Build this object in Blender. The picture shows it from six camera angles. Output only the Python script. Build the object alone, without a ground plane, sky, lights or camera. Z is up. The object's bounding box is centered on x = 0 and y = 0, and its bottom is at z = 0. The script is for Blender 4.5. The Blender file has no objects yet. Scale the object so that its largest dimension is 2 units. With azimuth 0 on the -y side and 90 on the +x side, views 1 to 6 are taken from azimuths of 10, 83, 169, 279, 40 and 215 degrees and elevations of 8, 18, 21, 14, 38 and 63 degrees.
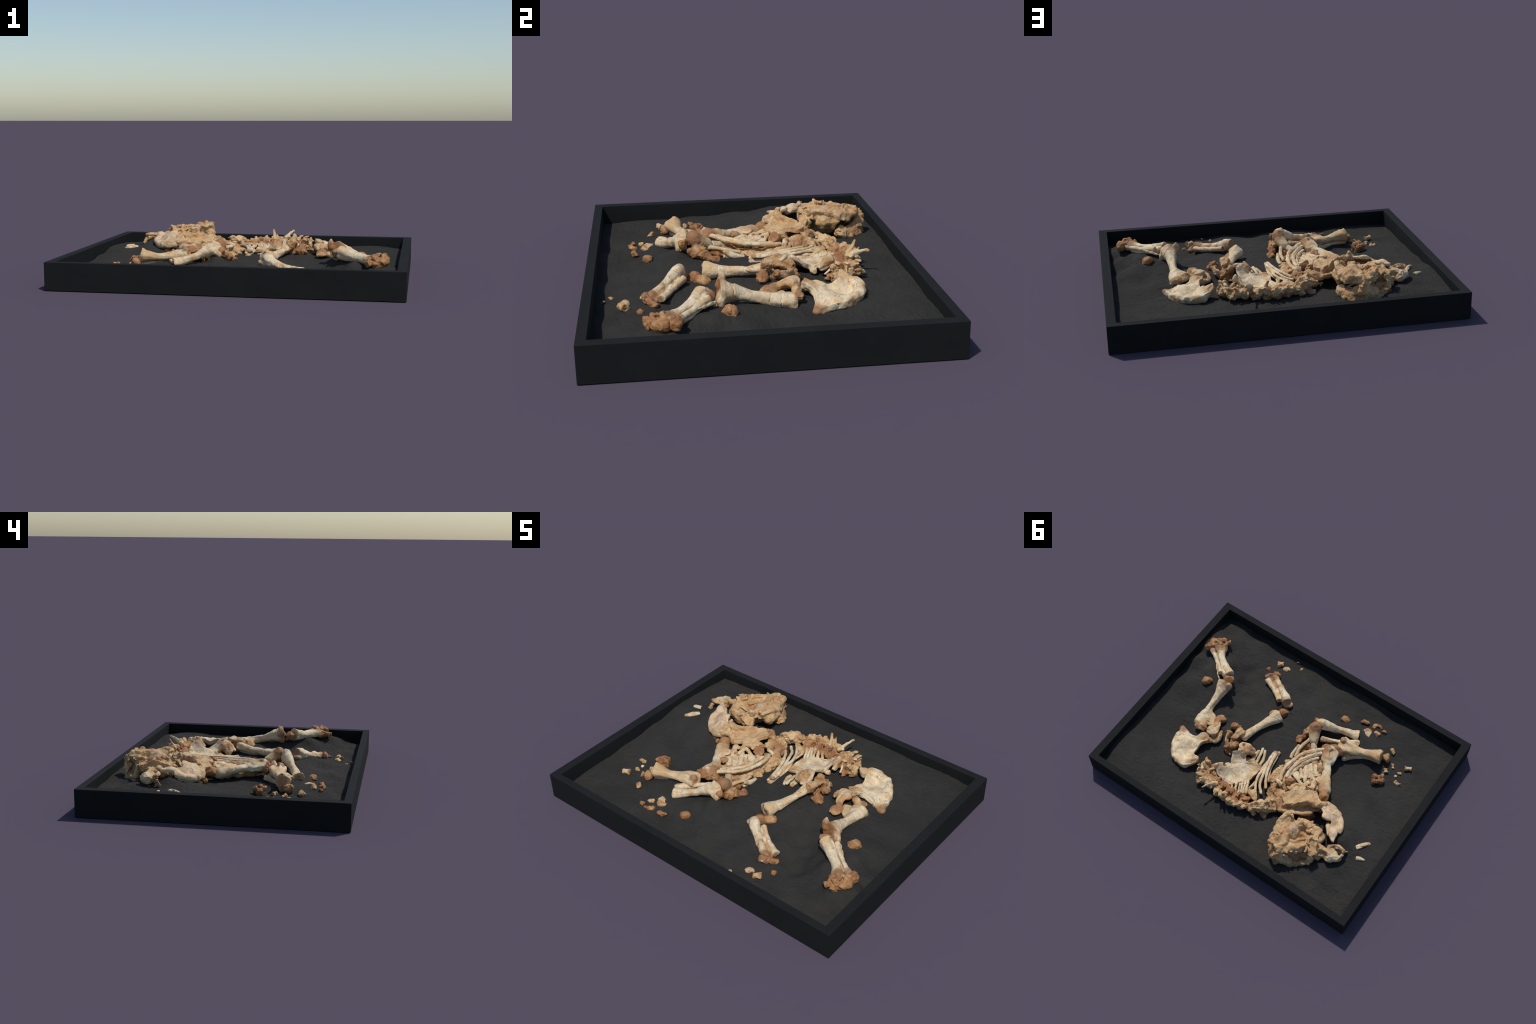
"""Young elephant-like skeleton laid out on dark sand in a shallow black tray.

Every bone is described by a few control points (spine curves with radii, lumps,
outlined plates, cuts) blended as an implicit solid, roughened with noise and
polygonised.  Metres, z up."""
import bpy
import numpy as np
from mathutils import Vector

F = np.float32
BIG = F(0.2)

# ----------------------------------------------------------------------------
# noise
# ----------------------------------------------------------------------------
def _hash(ix, iy, iz, seed):
    h = (ix.astype(np.uint32) * np.uint32(374761393) + iy.astype(np.uint32) * np.uint32(668265263)
         + iz.astype(np.uint32) * np.uint32(2147483647) + np.uint32(seed * 974711 + 12345))
    h = (h ^ (h >> np.uint32(13))) * np.uint32(1274126177)
    h = (h ^ (h >> np.uint32(16))) * np.uint32(2246822519)
    h ^= h >> np.uint32(15)
    return (h & np.uint32(0xFFFFFF)).astype(F) / F(0xFFFFFF)


def vnoise(p, seed=0):
    """smooth value noise in -1..1"""
    i = np.floor(p).astype(np.int64)
    f = (p - i).astype(F)
    f = f * f * f * (f * (f * 6 - 15) + 10)
    out = 0
    for dx in (0, 1):
        wx = f[:, 0] if dx else 1 - f[:, 0]
        for dy in (0, 1):
            wy = f[:, 1] if dy else 1 - f[:, 1]
            for dz in (0, 1):
                wz = f[:, 2] if dz else 1 - f[:, 2]
                out = out + wx * wy * wz * _hash(i[:, 0] + dx, i[:, 1] + dy, i[:, 2] + dz, seed)
    return out * 2 - 1


def cells(p, seed=0):
    """distance to the nearest and second nearest random cell point (facets, chips)"""
    i = np.floor(p).astype(np.int64)
    d1 = np.full(len(p), 9, F)
    d2 = np.full(len(p), 9, F)
    for dx in (-1, 0, 1):
        for dy in (-1, 0, 1):
            for dz in (-1, 0, 1):
                c = i + np.array([dx, dy, dz])
                q = np.stack([c[:, k] + _hash(c[:, 0], c[:, 1], c[:, 2], seed + 11 * k + 1) for k in range(3)], 1)
                d = np.sqrt(((p - q) ** 2).sum(1)).astype(F)
                d2 = np.minimum(d2, np.maximum(d1, d))
                d1 = np.minimum(d1, d)
    return d1, d2


# ----------------------------------------------------------------------------
# curves
# ----------------------------------------------------------------------------
def spline(P, n):
    """Catmull-Rom through the rows of P, n samples per span"""
    P = np.asarray(P, float)
    if len(P) == 2:
        t = np.linspace(0, 1, n + 1)[:, None]
        return P[0] * (1 - t) + P[1] * t
    Q = np.vstack([2 * P[0] - P[1], P, 2 * P[-1] - P[-2]])
    out = []
    for k in range(1, len(Q) - 2):
        a, b, c, d = Q[k - 1:k + 3]
        for t in np.arange(n) / n:
            out.append(.5 * (2 * b + (c - a) * t + (2 * a - 5 * b + 4 * c - d) * t * t + (3 * b - a - 3 * c + d) * t ** 3))
    out.append(Q[-2])
    return np.array(out)


def closed_spline(P, n):
    P = np.asarray(P, float)
    m = len(P)
    out = []
    for k in range(m):
        a, b, c, d = P[k - 1], P[k], P[(k + 1) % m], P[(k + 2) % m]
        for t in np.arange(n) / n:
            out.append(.5 * (2 * b + (c - a) * t + (2 * a - 5 * b + 4 * c - d) * t * t + (3 * b - a - 3 * c + d) * t ** 3))
    return np.array(out)


def unit(v):
    v = np.asarray(v, float)
    return v / (np.linalg.norm(v) + 1e-12)


# ----------------------------------------------------------------------------
# a bone: blended implicit primitives
# ----------------------------------------------------------------------------
class Bone:
    def __init__(self, name, parent, look, vox=.0026, seed=1, rough=.0012, chips=.0, lump=.0, warp=.0035, ridge=.10, crease=None):
        self.name, self.parent, self.look = name, parent, look
        self.vox, self.seed = vox, seed
        self.rough, self.chips, self.lump = rough, chips, lump
        self.warp, self.ridge = warp, ridge
        self.crease = crease if crease is not None else (.0006 if look in ('shaft', 'blade', 'jaw', 'tooth', 'rib') else .0020)
        self.prims = []
        self.lo = np.full(3, 9.)
        self.hi = np.full(3, -9.)
        self.spots = []
        self.cracks = []

    def _grow(self, P, r):
        P = np.atleast_2d(P)
        self.lo = np.minimum(self.lo, P.min(0) - r)
        self.hi = np.maximum(self.hi, P.max(0) + r)

    # -- primitives: each stores f(points)->signed distance, blend width, sign
    def tube(self, pts, radii, k=.012, flat=(False, False), up=(0, 0, 1), n=5, cut=False):
        """limb along a curve; radii: one per point, or (sideways, upwards) pairs"""
        R = np.array([r if isinstance(r, (tuple, list)) else (r, r) for r in radii], float)
        if len(R) == 1:
            R = np.repeat(R, len(pts), 0)
        C = spline(np.hstack([np.asarray(pts, float), R]), n)
        P = C[:, :3]
        R = np.maximum(C[:, 3:], .002)
        upv = np.asarray(up, float)
        nseg = len(P) - 1
        t0, t1 = unit(P[1] - P[0]), unit(P[-1] - P[-2])
        ph = np.random.RandomState(self.seed * 31 + len(self.prims)).uniform(0, 6.3, 4)
        ridge = F(self.ridge)

        def f(x):
            d = np.full(len(x), 9, F)
            for s in range(nseg):
                a, b = P[s], P[s + 1]
                ab = b - a
                L2 = ab @ ab + 1e-12
                h = np.clip(((x - a.astype(F)) @ ab.astype(F)) / F(L2), 0, 1)
                v = x - (a.astype(F) + h[:, None] * ab.astype(F))
                t = ab / np.sqrt(L2)
                u = unit(upv - (upv @ t) * t)
                w = np.cross(t, u)
                ra = F(R[s, 0]) + h * F(R[s + 1, 0] - R[s, 0])
                rb = F(R[s, 1]) + h * F(R[s + 1, 1] - R[s, 1])
                va, vb, vt = v @ w.astype(F), v @ u.astype(F), v @ t.astype(F)
                if ridge:                       # keeled, not quite round cross-section
                    th = np.arctan2(vb, va)
                    g = F(s / max(nseg, 1)) * F(5)
                    w3 = 1 + ridge * (np.sin(3 * th + F(ph[0]) + g) * F(.7) + np.sin(2 * th + F(ph[1]) - F(.7) * g) * F(.6) + F(.5) * np.sin(5 * th + F(ph[2]) + F(1.6) * g))
                    ra, rb = ra * w3, rb * w3
                m = np.minimum(ra, rb)
                q = (np.sqrt((va / ra) ** 2 + (vb / rb) ** 2 + (vt / m) ** 2) - 1) * m
                d = np.minimum(d, q)
            if flat[0]:
                d = np.maximum(d, -((x - P[0].astype(F)) @ t0.astype(F)))
            if flat[1]:
                d = np.maximum(d, (x - P[-1].astype(F)) @ t1.astype(F))
            return d
        self.prims.append((f, k, cut))
        if not cut:
            self._grow(P, R.max() + .006)
        return self

    def lump_at(self, c, r, k=.012, along=(1, 0, 0), up=(0, 0, 1), cut=False, facets=None):
        """ellipsoid, r = (along, sideways, up), its faces worn flat in places"""
        r = (r, r, r) if not isinstance(r, (tuple, list)) else r
        c = np.asarray(c, float)
        t = unit(along)
        u = np.asarray(up, float)
        u = unit(u - (u @ t) * t)
        w = np.cross(t, u)
        M = np.stack([t, w, u], 1).astype(F)
        rr = np.array(r, F)
        rs = np.random.RandomState(self.seed * 17 + len(self.prims))
        nf = (0 if cut else 9) if facets is None else facets
        fn = rs.normal(size=(nf, 3))
        fn /= np.linalg.norm(fn, axis=1)[:, None] + 1e-9
        fh = rs.uniform(.70, .92, nf)
        soft = F(.06)

        def f(x):
            q = ((x - c.astype(F)) @ M) / rr
            l0 = np.sqrt((q * q).sum(1))
            l = l0
            for nn, hh in zip(fn.astype(F), fh.astype(F)):
                e = (q @ nn) / hh
                h = np.clip(F(.5) + F(.5) * (e - l) / soft, 0, 1)
                l = l + (e - l) * h + soft * h * (1 - h)
            g = np.sqrt(((q / rr) ** 2).sum(1)) + F(1e-6)
            return np.maximum(l0 * (l - 1) / g, (l - 1) * rr.min()) if rr.min() > .004 else (l - 1) * rr.min()
        self.prims.append((f, k, cut))
        if not cut:
            self._grow(c, max(r) + .006)
        return self

    def block(self, c, h, k=.006, along=(1, 0, 0), up=(0, 0, 1), edge=.004, cut=False):
        c = np.asarray(c, float)
        t = unit(along)
        u = np.asarray(up, float)
        u = unit(u - (u @ t) * t)
        M = np.stack([t, np.cross(t, u), u], 1).astype(F)
        hh = np.array(h, F) - F(edge)

        def f(x):
            q = np.abs((x - c.astype(F)) @ M) - hh
            return np.sqrt((np.maximum(q, 0) ** 2).sum(1)) + np.minimum(q.max(1), 0) - F(edge)
        self.prims.append((f, k, cut))
        if not cut:
            self._grow(c, np.linalg.norm(h) + .004)
        return self

    def drum(self, c, r, half, axis, k=.005, edge=.004, cut=False):
        c = np.asarray(c, float)
        t = unit(axis).astype(F)

        def f(x):
            v = x - c.astype(F)
            a = v @ t
            rad = np.sqrt(np.maximum((v * v).sum(1) - a * a, 0)) - F(r - edge)
            hh = np.abs(a) - F(half - edge)
            return np.sqrt(np.maximum(rad, 0) ** 2 + np.maximum(hh, 0) ** 2) + np.minimum(np.maximum(rad, hh), 0) - F(edge)
        self.prims.append((f, k, cut))
        if not cut:
            self._grow(c, np.hypot(r, half) + .004)
        return self

    def plate(self, outline, thick, inner=(), k=.01, edge=.004, smooth=True, rim=0., soft=.08, cut=False):
        """blade lying roughly flat: outline and inner points carry the height of the UPPER face"""
        O = np.asarray(outline, float)
        S = closed_spline(O, 4) if smooth else O
        K = np.vstack([O, np.asarray(inner, float).reshape(-1, 3)])
        c = K[:, :2].mean(0)
        # smooth height field through the control points
        s = soft
        def phi(r):
            return np.sqrt(r * r + s * s)
        A = phi(np.linalg.norm(K[:, None, :2] - K[None, :, :2], axis=2))
        m = len(K)
        G = np.zeros((m + 3, m + 3))
        G[:m, :m] = A + np.eye(m) * 1e-4
        G[:m, m] = G[m, :m] = 1
        G[:m, m + 1:] = K[:, :2] - c
        G[m + 1:, :m] = (K[:, :2] - c).T
        W = np.linalg.solve(G, np.concatenate([K[:, 2], [0, 0, 0]]))
        V = S[:, :2]

        def f(x):
            xy = x[:, :2].astype(float)
            h = W[m] + (xy - c) @ W[m + 1:]
            for j in range(m):
                h = h + W[j] * phi(np.sqrt(((xy - K[j, :2]) ** 2).sum(1)))
            d2 = np.full(len(xy), 9.)
            ins = np.zeros(len(xy), bool)
            for j in range(len(V)):
                a, b = V[j], V[(j + 1) % len(V)]
                ab = b - a
                hh = np.clip(((xy - a) @ ab) / (ab @ ab + 1e-12), 0, 1)
                d2 = np.minimum(d2, ((xy - a - hh[:, None] * ab) ** 2).sum(1))
                cond = (a[1] > xy[:, 1]) != (b[1] > xy[:, 1])
                xi = a[0] + (xy[:, 1] - a[1]) / (ab[1] + 1e-12) * ab[0]
                ins ^= cond & (xy[:, 0] < xi)
            d2 = np.sqrt(d2) * np.where(ins, -1, 1)
            t = thick + rim * np.exp(-(d2 / .012) ** 2)
            q1 = d2 + edge
            q2 = np.abs(x[:, 2] - h + thick / 2) - t / 2 + edge
            return (np.sqrt(np.maximum(q1, 0) ** 2 + np.maximum(q2, 0) ** 2) + np.minimum(np.maximum(q1, q2), 0) - edge).astype(F)
        self.prims.append((f, k, cut))
        if not cut:
            self._grow(O, .012)
            self.lo[2] = min(self.lo[2], K[:, 2].min() - thick - .015)
            self.hi[2] = max(self.hi[2], K[:, 2].max() + .02)
        return self

    def crack(self, p, n, width=.0022, depth=.005, wob=.006):
        """thin broken seam where the plane (p, n) meets the surface"""
        self.cracks.append((np.asarray(p, float), unit(n), width, depth, wob))
        return self

    def spot(self, c, r, tone, amount=1.):
        """a stain: tone is 'brown', 'pale', 'tan', 'dark', 'grey' or 'yellow'"""
        self.spots.append((tuple(c), r, tone, amount))
        return self

    # -- evaluate -----------------------------------------------------------
    def base(self, x):
        d = np.full(len(x), 1, F)
        if self.warp:                           # nothing on a real bone is a clean curve
            a, s = F(self.warp), self.seed
            x = x + a * np.stack([F(1.2) * vnoise(x * F(36), s + 40 + j) for j in range(3)], 1)
        for f, k, cut in self.prims:
            e = f(x).astype(F)
            k = F(k)
            if cut:
                h = np.clip(.5 - .5 * (d + e) / k, 0, 1)
                d = d + (-e - d) * h + k * h * (1 - h)
            else:
                h = np.clip(.5 + .5 * (e - d) / k, 0, 1)
                d = e + (d - e) * h - k * h * (1 - h)
        return d

    def solid(self, x):
        d = self.base(x)
        near = np.abs(d) < .016
        q = x[near]
        if len(q):
            e = np.zeros(len(q), F)
            s = self.seed
            if self.lump:
                e += F(self.lump) * vnoise(q * F(38), s) + F(self.lump * .5) * (1 - 2.6 * np.abs(vnoise(q * F(75), s + 1)))
            if self.chips:
                w = q * F(52) + F(.35) * np.stack([vnoise(q * F(60), s + 20 + j) for j in range(3)], 1)
                d1, d2 = cells(w, s)
                e += F(self.chips) * (np.minimum(d2 - d1, .45) / F(.45) - F(.75))
            if self.crease:                     # sutures and dents that wander over the surface
                c1 = vnoise(q * F(31), s + 60) + F(.3) * vnoise(q * F(95), s + 61)
                e -= F(self.crease) * np.exp(-(c1 / F(.09)) ** 2)
            if self.rough:
                e += F(self.rough) * (vnoise(q * F(90), s + 2) + F(.6) * vnoise(q * F(190), s + 3))
            for p, n, wd, dep, wob in self.cracks:
                t = (q - p.astype(F)) @ n.astype(F) + F(wob) * vnoise(q * F(45), s + 5)
                near_p = np.exp(-(np.linalg.norm(q - p, axis=1) / .085) ** 6)
                e -= F(dep) * np.exp(-(t / F(wd)) ** 2) * near_p.astype(F)
            d[near] -= e
        return d

    def mesh(self):
        v = self.vox
        B = 6
        lo = self.lo - 2 * v
        n = np.ceil((self.hi - lo + 2 * v) / v / B).astype(int)
        dims = n * B
        # coarse pass over blocks, fine pass only where the surface may pass
        bc = np.stack(np.meshgrid(*[np.arange(k) for k in n], indexing='ij'), -1).reshape(-1, 3)
        cen = (lo + (bc * B + (B - 1) / 2) * v).astype(F)
        dc = self.base(cen)
        reach = B * v * 1.05 + .008
        act = np.abs(dc) < reach
        grid = np.where(dc > 0, BIG, -BIG).reshape(n)
        grid = np.repeat(np.repeat(np.repeat(grid, B, 0), B, 1), B, 2).astype(F)
        loc = np.stack(np.meshgrid(*[np.arange(B)] * 3, indexing='ij'), -1).reshape(-1, 3)
        ids = (bc[act][:, None, :] * B + loc[None]).reshape(-1, 3)
        for s in range(0, len(ids), 120000):
            c = ids[s:s + 120000]
            grid[c[:, 0], c[:, 1], c[:, 2]] = self.solid((lo + c * v).astype(F))
        grid[0], grid[-1] = BIG, BIG
        grid[:, 0], grid[:, -1] = BIG, BIG
        grid[:, :, 0], grid[:, :, -1] = BIG, BIG
        return surface_nets(grid, lo, v)


def surface_nets(g, lo, v):
    """dual mesh of the zero level of grid g"""
    ins = g < 0
    core = [slice(0, -1)] * 3
    corners = [(i, j, k) for i in (0, 1) for j in (0, 1) for k in (0, 1)]
    cnt = sum(ins[i:g.shape[0] - 1 + i, j:g.shape[1] - 1 + j, k:g.shape[2] - 1 + k].astype(np.int8) for i, j, k in corners)
    cell = np.argwhere((cnt > 0) & (cnt < 8))
    index = np.full([s - 1 for s in g.shape], -1, np.int64)
    index[tuple(cell.T)] = np.arange(len(cell))
    acc = np.zeros((len(cell), 3))
    num = np.zeros(len(cell))
    for a in range(8):
        for ax in range(3):
            ca = corners[a]
            if ca[ax]:
                continue
            cb = list(ca)
            cb[ax] = 1
            ga = g[tuple((cell + ca).T)]
            gb = g[tuple((cell + cb).T)]
            m = (ga < 0) != (gb < 0)
            t = ga[m] / (ga[m] - gb[m])
            p = np.tile(np.array(ca, float), (m.sum(), 1))
            p[:, ax] = t
            acc[m] += p
            num[m] += 1
    pos = cell + acc / num[:, None]
    V = lo + pos * v
    faces = []
    for ax in range(3):
        b, c = (ax + 1) % 3, (ax + 2) % 3
        sl0 = [slice(1, -1)] * 3
        sl1 = [slice(1, -1)] * 3
        sl0[ax] = slice(0, -1)
        sl1[ax] = slice(1, None)
        i0, i1 = ins[tuple(sl0)], ins[tuple(sl1)]
        for sgn, msk in ((1, i0 & ~i1), (-1, ~i0 & i1)):
            e = np.argwhere(msk)
            if not len(e):
                continue
            off = np.ones(3, int)
            off[ax] = 0
            e = e + off
            q = []
            for db, dc in ((-1, -1), (0, -1), (0, 0), (-1, 0)):
                o = np.zeros(3, int)
                o[b], o[c] = db, dc
                q.append(index[tuple((e + o).T)])
            q = np.stack(q, 1)
            faces.append(q if sgn > 0 else q[:, ::-1])
    return V, np.vstack(faces)


def make_mesh(name, V, Q):
    me = bpy.data.meshes.new(name)
    me.vertices.add(len(V))
    me.vertices.foreach_set('co', np.asarray(V, np.float32).ravel())
    me.loops.add(Q.size)
    me.loops.foreach_set('vertex_index', Q.astype(np.int32).ravel())
    me.polygons.add(len(Q))
    me.polygons.foreach_set('loop_start', np.arange(0, Q.size, Q.shape[1], dtype=np.int32))
    me.polygons.foreach_set('use_smooth', np.ones(len(Q), bool))
    me.update(calc_edges=True)
    me.validate()
    return me


# ----------------------------------------------------------------------------
# materials
# ----------------------------------------------------------------------------
TONE = dict(
    pale=(.705, .580, .390), cream=(.580, .395, .205), tan=(.470, .278, .125), ochre=(.360, .180, .072),
    brown=(.275, .124, .052), dark=(.130, .065, .032), grey=(.450, .345, .250), yellow=(.560, .430, .245),
    pink=(.640, .480, .325))

# look: (main tone, second tone, third blotch tone, blotch strength)
LOOK = dict(
    shaft=('pale', 'cream', 'tan', .55),
    blade=('pale', 'cream', 'tan', .85),
    tan=('cream', 'tan', 'ochre', .85),
    skull=('tan', 'cream', 'ochre', .85),
    jaw=('pink', 'cream', 'tan', .55),
    brown=('brown', 'ochre', 'tan', .55),
    rib=('cream', 'pale', 'tan', .85),
    tooth=('pale', 'yellow', 'cream', .4))


class Nodes:
    def __init__(self, name):
        self.mat = bpy.data.materials.new(name)
        self.mat.use_nodes = True
        self.t = self.mat.node_tree
        self.t.nodes.clear()

    def __call__(self, kind, ins=None, **props):
        n = self.t.nodes.new(kind)
        for k, v in props.items():
            setattr(n, k, v)
        for k, v in (ins or {}).items():
            if hasattr(v, 'is_output') or isinstance(v, bpy.types.NodeSocket):
                self.t.links.new(v, n.inputs[k])
            else:
                n.inputs[k].default_value = v
        return n

    def math(self, op, a, b=0., c=0., clamp=False):
        n = self('ShaderNodeMath', {0: a, 1: b, 2: c}, operation=op, use_clamp=clamp)
        return n.outputs[0]

    def mix(self, fac, a, b, blend='MIX'):
        n = self('ShaderNodeMix', data_type='RGBA', blend_type=blend)
        for k, v in ((0, fac), (6, a), (7, b)):
            if isinstance(v, bpy.types.NodeSocket):
                self.t.links.new(v, n.inputs[k])
            elif k == 0:
                n.inputs[k].default_value = v
            else:
                n.inputs[k].default_value = (*v, 1)
        return n.outputs[2]

    def ramp(self, x, lo, hi, a=0., b=1.):
        return self('ShaderNodeMapRange', {0: x, 1: lo, 2: hi, 3: a, 4: b}, interpolation_type='SMOOTHSTEP').outputs[0]

    def noise(self, vec, scale, detail=3., rough=.55, dist=0.):
        return self('ShaderNodeTexNoise', {'Vector': vec, 'Scale': scale, 'Detail': detail, 'Roughness': rough, 'Distortion': dist}).outputs[0]


def bone_material(name, look, spots, origin, seed):
    N = Nodes(name)
    main, second, third, amt = LOOK[look]
    obj = N('ShaderNodeTexCoord').outputs['Object']
    rnd = np.random.RandomState(seed)
    vec = N('ShaderNodeVectorMath', {0: obj, 1: tuple(rnd.uniform(-3, 3, 3))}, operation='ADD').outputs[0]
    n1 = N.noise(vec, 14, 5, .62, .4)
    n2 = N.noise(vec, 30, 6, .68, .8)
    n3 = N.noise(vec, 120, 4, .6)
    col = N.mix(N.ramp(n1, .40, .62), TONE[main], TONE[second])
    col = N.mix(N.math('MULTIPLY', N.ramp(n2, .50, .70), amt), col, TONE[third])
    hi = {'tan': 'pale', 'skull': 'pink', 'brown': 'cream', 'jaw': 'pale'}.get(look)
    if hi:                                      # scattered paler patches
        n4 = N.noise(vec, 21, 4, .6, .5)
        col = N.mix(N.ramp(n4, .56, .70, 0., .38), col, TONE[hi])
    # stains at measured places, ragged outlines
    wob = N.math('MULTIPLY', N.math('SUBTRACT', n2, .5), .055)
    for c, r, tone, a in spots:
        p = tuple(np.asarray(c) - origin)
        dist = N('ShaderNodeVectorMath', {0: obj, 1: p}, operation='DISTANCE').outputs['Value']
        dist = N.math('ADD', dist, wob)
        m = N.ramp(dist, r * .55, r * 1.35, a, 0.)
        tint = N.mix(N.math('MULTIPLY', N.ramp(n1, .42, .68), .55), TONE[tone], TONE['ochre' if tone == 'brown' else 'tan' if tone != 'tan' else 'cream'])
        col = N.mix(m, col, tint)
    # hairline cracks and pores filled with dirt
    warp = N('ShaderNodeVectorMath', {0: vec, 1: N('ShaderNodeVectorMath', {0: N('ShaderNodeTexNoise', {'Vector': vec, 'Scale': 24.}).outputs['Color'], 'Scale': .05}, operation='SCALE').outputs[0]}, operation='ADD').outputs[0]
    cr = N('ShaderNodeTexVoronoi', {'Vector': warp, 'Scale': 17.}, feature='DISTANCE_TO_EDGE').outputs['Distance']
    line = N.ramp(cr, .0, .035, 1., 0.)
    line = N.math('MULTIPLY', line, N.ramp(N.noise(vec, 9, 2), .54, .66))
    col = N.mix(N.math('MULTIPLY', line, .70), col, (.15, .070, .032))
    pores = N.math('MULTIPLY', N.ramp(n3, .60, .74), .40)
    col = N.mix(pores, col, TONE['ochre'])
    fine = N.ramp(n3, .3, .7, .86, 1.10)
    col = N.mix(1., col, N('ShaderNodeCombineColor', {0: fine, 1: fine, 2: fine}).outputs[0], 'MULTIPLY')
    hgt = N.math('ADD', N.math('MULTIPLY', n3, .5), N.math('MULTIPLY', line, -.8))
    hgt = N.math('ADD', hgt, N.math('MULTIPLY', n2, .8))
    bump = N('ShaderNodeBump', {'Height': hgt, 'Strength': .45, 'Distance': .004})
    bs = N('ShaderNodeBsdfPrincipled', {'Base Color': col, 'Roughness': .66, 'Normal': bump.outputs[0]})
    bs.inputs['Specular IOR Level'].default_value = .28
    out = N('ShaderNodeOutputMaterial', {0: bs.outputs[0]})
    return N.mat


def sand_material():
    N = Nodes('dark_sand')
    obj = N('ShaderNodeTexCoord').outputs['Object']
    n1 = N.noise(obj, 6, 5, .6, .3)
    n2 = N.noise(obj, 70, 6, .7, .6)
    n3 = N.noise(obj, 520, 3, .6)
    col = N.mix(N.ramp(n1, .35, .65), (.0335, .0322, .0295), (.0410, .0390, .0350))
    col = N.mix(N.ramp(n2, .58, .75, 0., .5), col, (.024, .024, .025))
    col = N.mix(N.ramp(n3, .62, .75, 0., .35), col, (.075, .070, .062))
    hgt = N.math('ADD', N.math('MULTIPLY', n2, 1.), N.math('MULTIPLY', n3, .16))
    bump = N('ShaderNodeBump', {'Height': hgt, 'Strength': .6, 'Distance': .010})
    bs = N('ShaderNodeBsdfPrincipled', {'Base Color': col, 'Roughness': .95, 'Normal': bump.outputs[0]})
    bs.inputs['Specular IOR Level'].default_value = .12
    N('ShaderNodeOutputMaterial', {0: bs.outputs[0]})
    return N.mat


def frame_material():
    N = Nodes('black_frame_paint')
    obj = N('ShaderNodeTexCoord').outputs['Object']
    n1 = N.noise(obj, 5, 4, .6)
    n2 = N.noise(obj, 260, 2, .5)
    col = N.mix(N.ramp(n1, .3, .7), (.0125, .0131, .0134), (.0146, .0152, .0155))
    bump = N('ShaderNodeBump', {'Height': n2, 'Strength': .06, 'Distance': .001})
    bs = N('ShaderNodeBsdfPrincipled', {'Base Color': col, 'Roughness': .86, 'Normal': bump.outputs[0]})
    bs.inputs['Specular IOR Level'].default_value = .12
    N('ShaderNodeOutputMaterial', {0: bs.outputs[0]})
    return N.mat


BONES = []


def bone(name, look='tan', **kw):
    b = Bone(name, 'skeleton', look, seed=len(BONES) * 7 + 3, **kw)
    BONES.append(b)
    return b

# ============================================================================
# THE BONES
# ============================================================================
# ---- right hind leg, stretched towards the +x side of the tray -------------
b = bone('ankle_bone', 'brown', chips=.0008, lump=.0016, warp=.005, crease=.0015)
b.lump_at((.827, -.439, .178), (.046, .036, .038), along=(1, .6, 0))
b.lump_at((.818, -.44, .160), (.044, .040, .036))
b.lump_at((.797, -.450, .160), (.025, .024, .024))
b.lump_at((.864, -.420, .165), (.034, .034, .034))
b.lump_at((.852, -.430, .155), (.036, .034, .030))
b.lump_at((.782, -.422, .155), (.028, .026, .026))
b.lump_at((.838, -.450, .150), (.026, .022, .022))
b.lump_at((.812, -.432, .212), (.018, .008, .012), along=(1, -.4, 0), cut=True, k=.008)
b.lump_at((.842, -.438, .196), (.006, .022, .010), cut=True, k=.008)
b.lump_at((.792, -.452, .190), (.010, .018, .010), cut=True, k=.008)
b.spot((.84, -.42, .19), .03, 'tan', .7)

b = bone('heel_bone', 'brown', chips=.0015, lump=.0015, warp=.005)
b.tube([(.845, -.418, .16), (.860, -.395, .168), (.868, -.374, .172)], [(.028, .026), (.024, .026), (.024, .034)])
b.spot((.85, -.41, .185), .022, 'tan', .6)

b = bone('toe_bone', 'brown', chips=.001, warp=.005)
b.tube([(.818, -.466, .156), (.824, -.480, .150), (.829, -.492, .145)], [.018, .017, .020], flat=(False, True))
b = bone('toe_bone', 'brown', chips=.001, warp=.005)
b.tube([(.796, -.466, .160), (.782, -.480, .155), (.770, -.493, .151)], [.018, .016, .019], flat=(False, True))

b = bone('tibia', 'shaft', rough=.0006, warp=.0022, ridge=.06)
b.tube([(.808, -.419, .165), (.777, -.389, .164), (.743, -.350, .165), (.699, -.317, .168), (.646, -.279, .177), (.608, -.255, .184)],
       [(.040, .030), (.030, .027), (.025, .026), (.026, .027), (.033, .035), (.040, .043)], flat=(False, True))
b.lump_at((.593, -.234, .178), (.034, .036, .034), along=(1, -1, 0))
b.lump_at((.598, -.222, .222), .012, cut=True, k=.008)
b.lump_at((.659, -.262, .205), (.045, .006, .008), along=(1, -.8, -.2), cut=True, k=.01)
b.spot((.811, -.418, .180), .046, 'brown', .9).spot((.583, -.231, .180), .046, 'brown', .95).spot((.632, -.221, .200), .028, 'brown', .8)
b.spot((.731, -.338, .180), .07, 'pale', .6)

b.tube([(.798, -.353, .152), (.748, -.318, .152), (.691, -.283, .160), (.653, -.258, .168)], [(.020, .014), (.020, .012), (.020, .014), (.022, .016)])
b.spot((.791, -.351, .160), .02, 'tan', .8).spot((.709, -.289, .165), .02, 'tan', .8)

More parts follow.
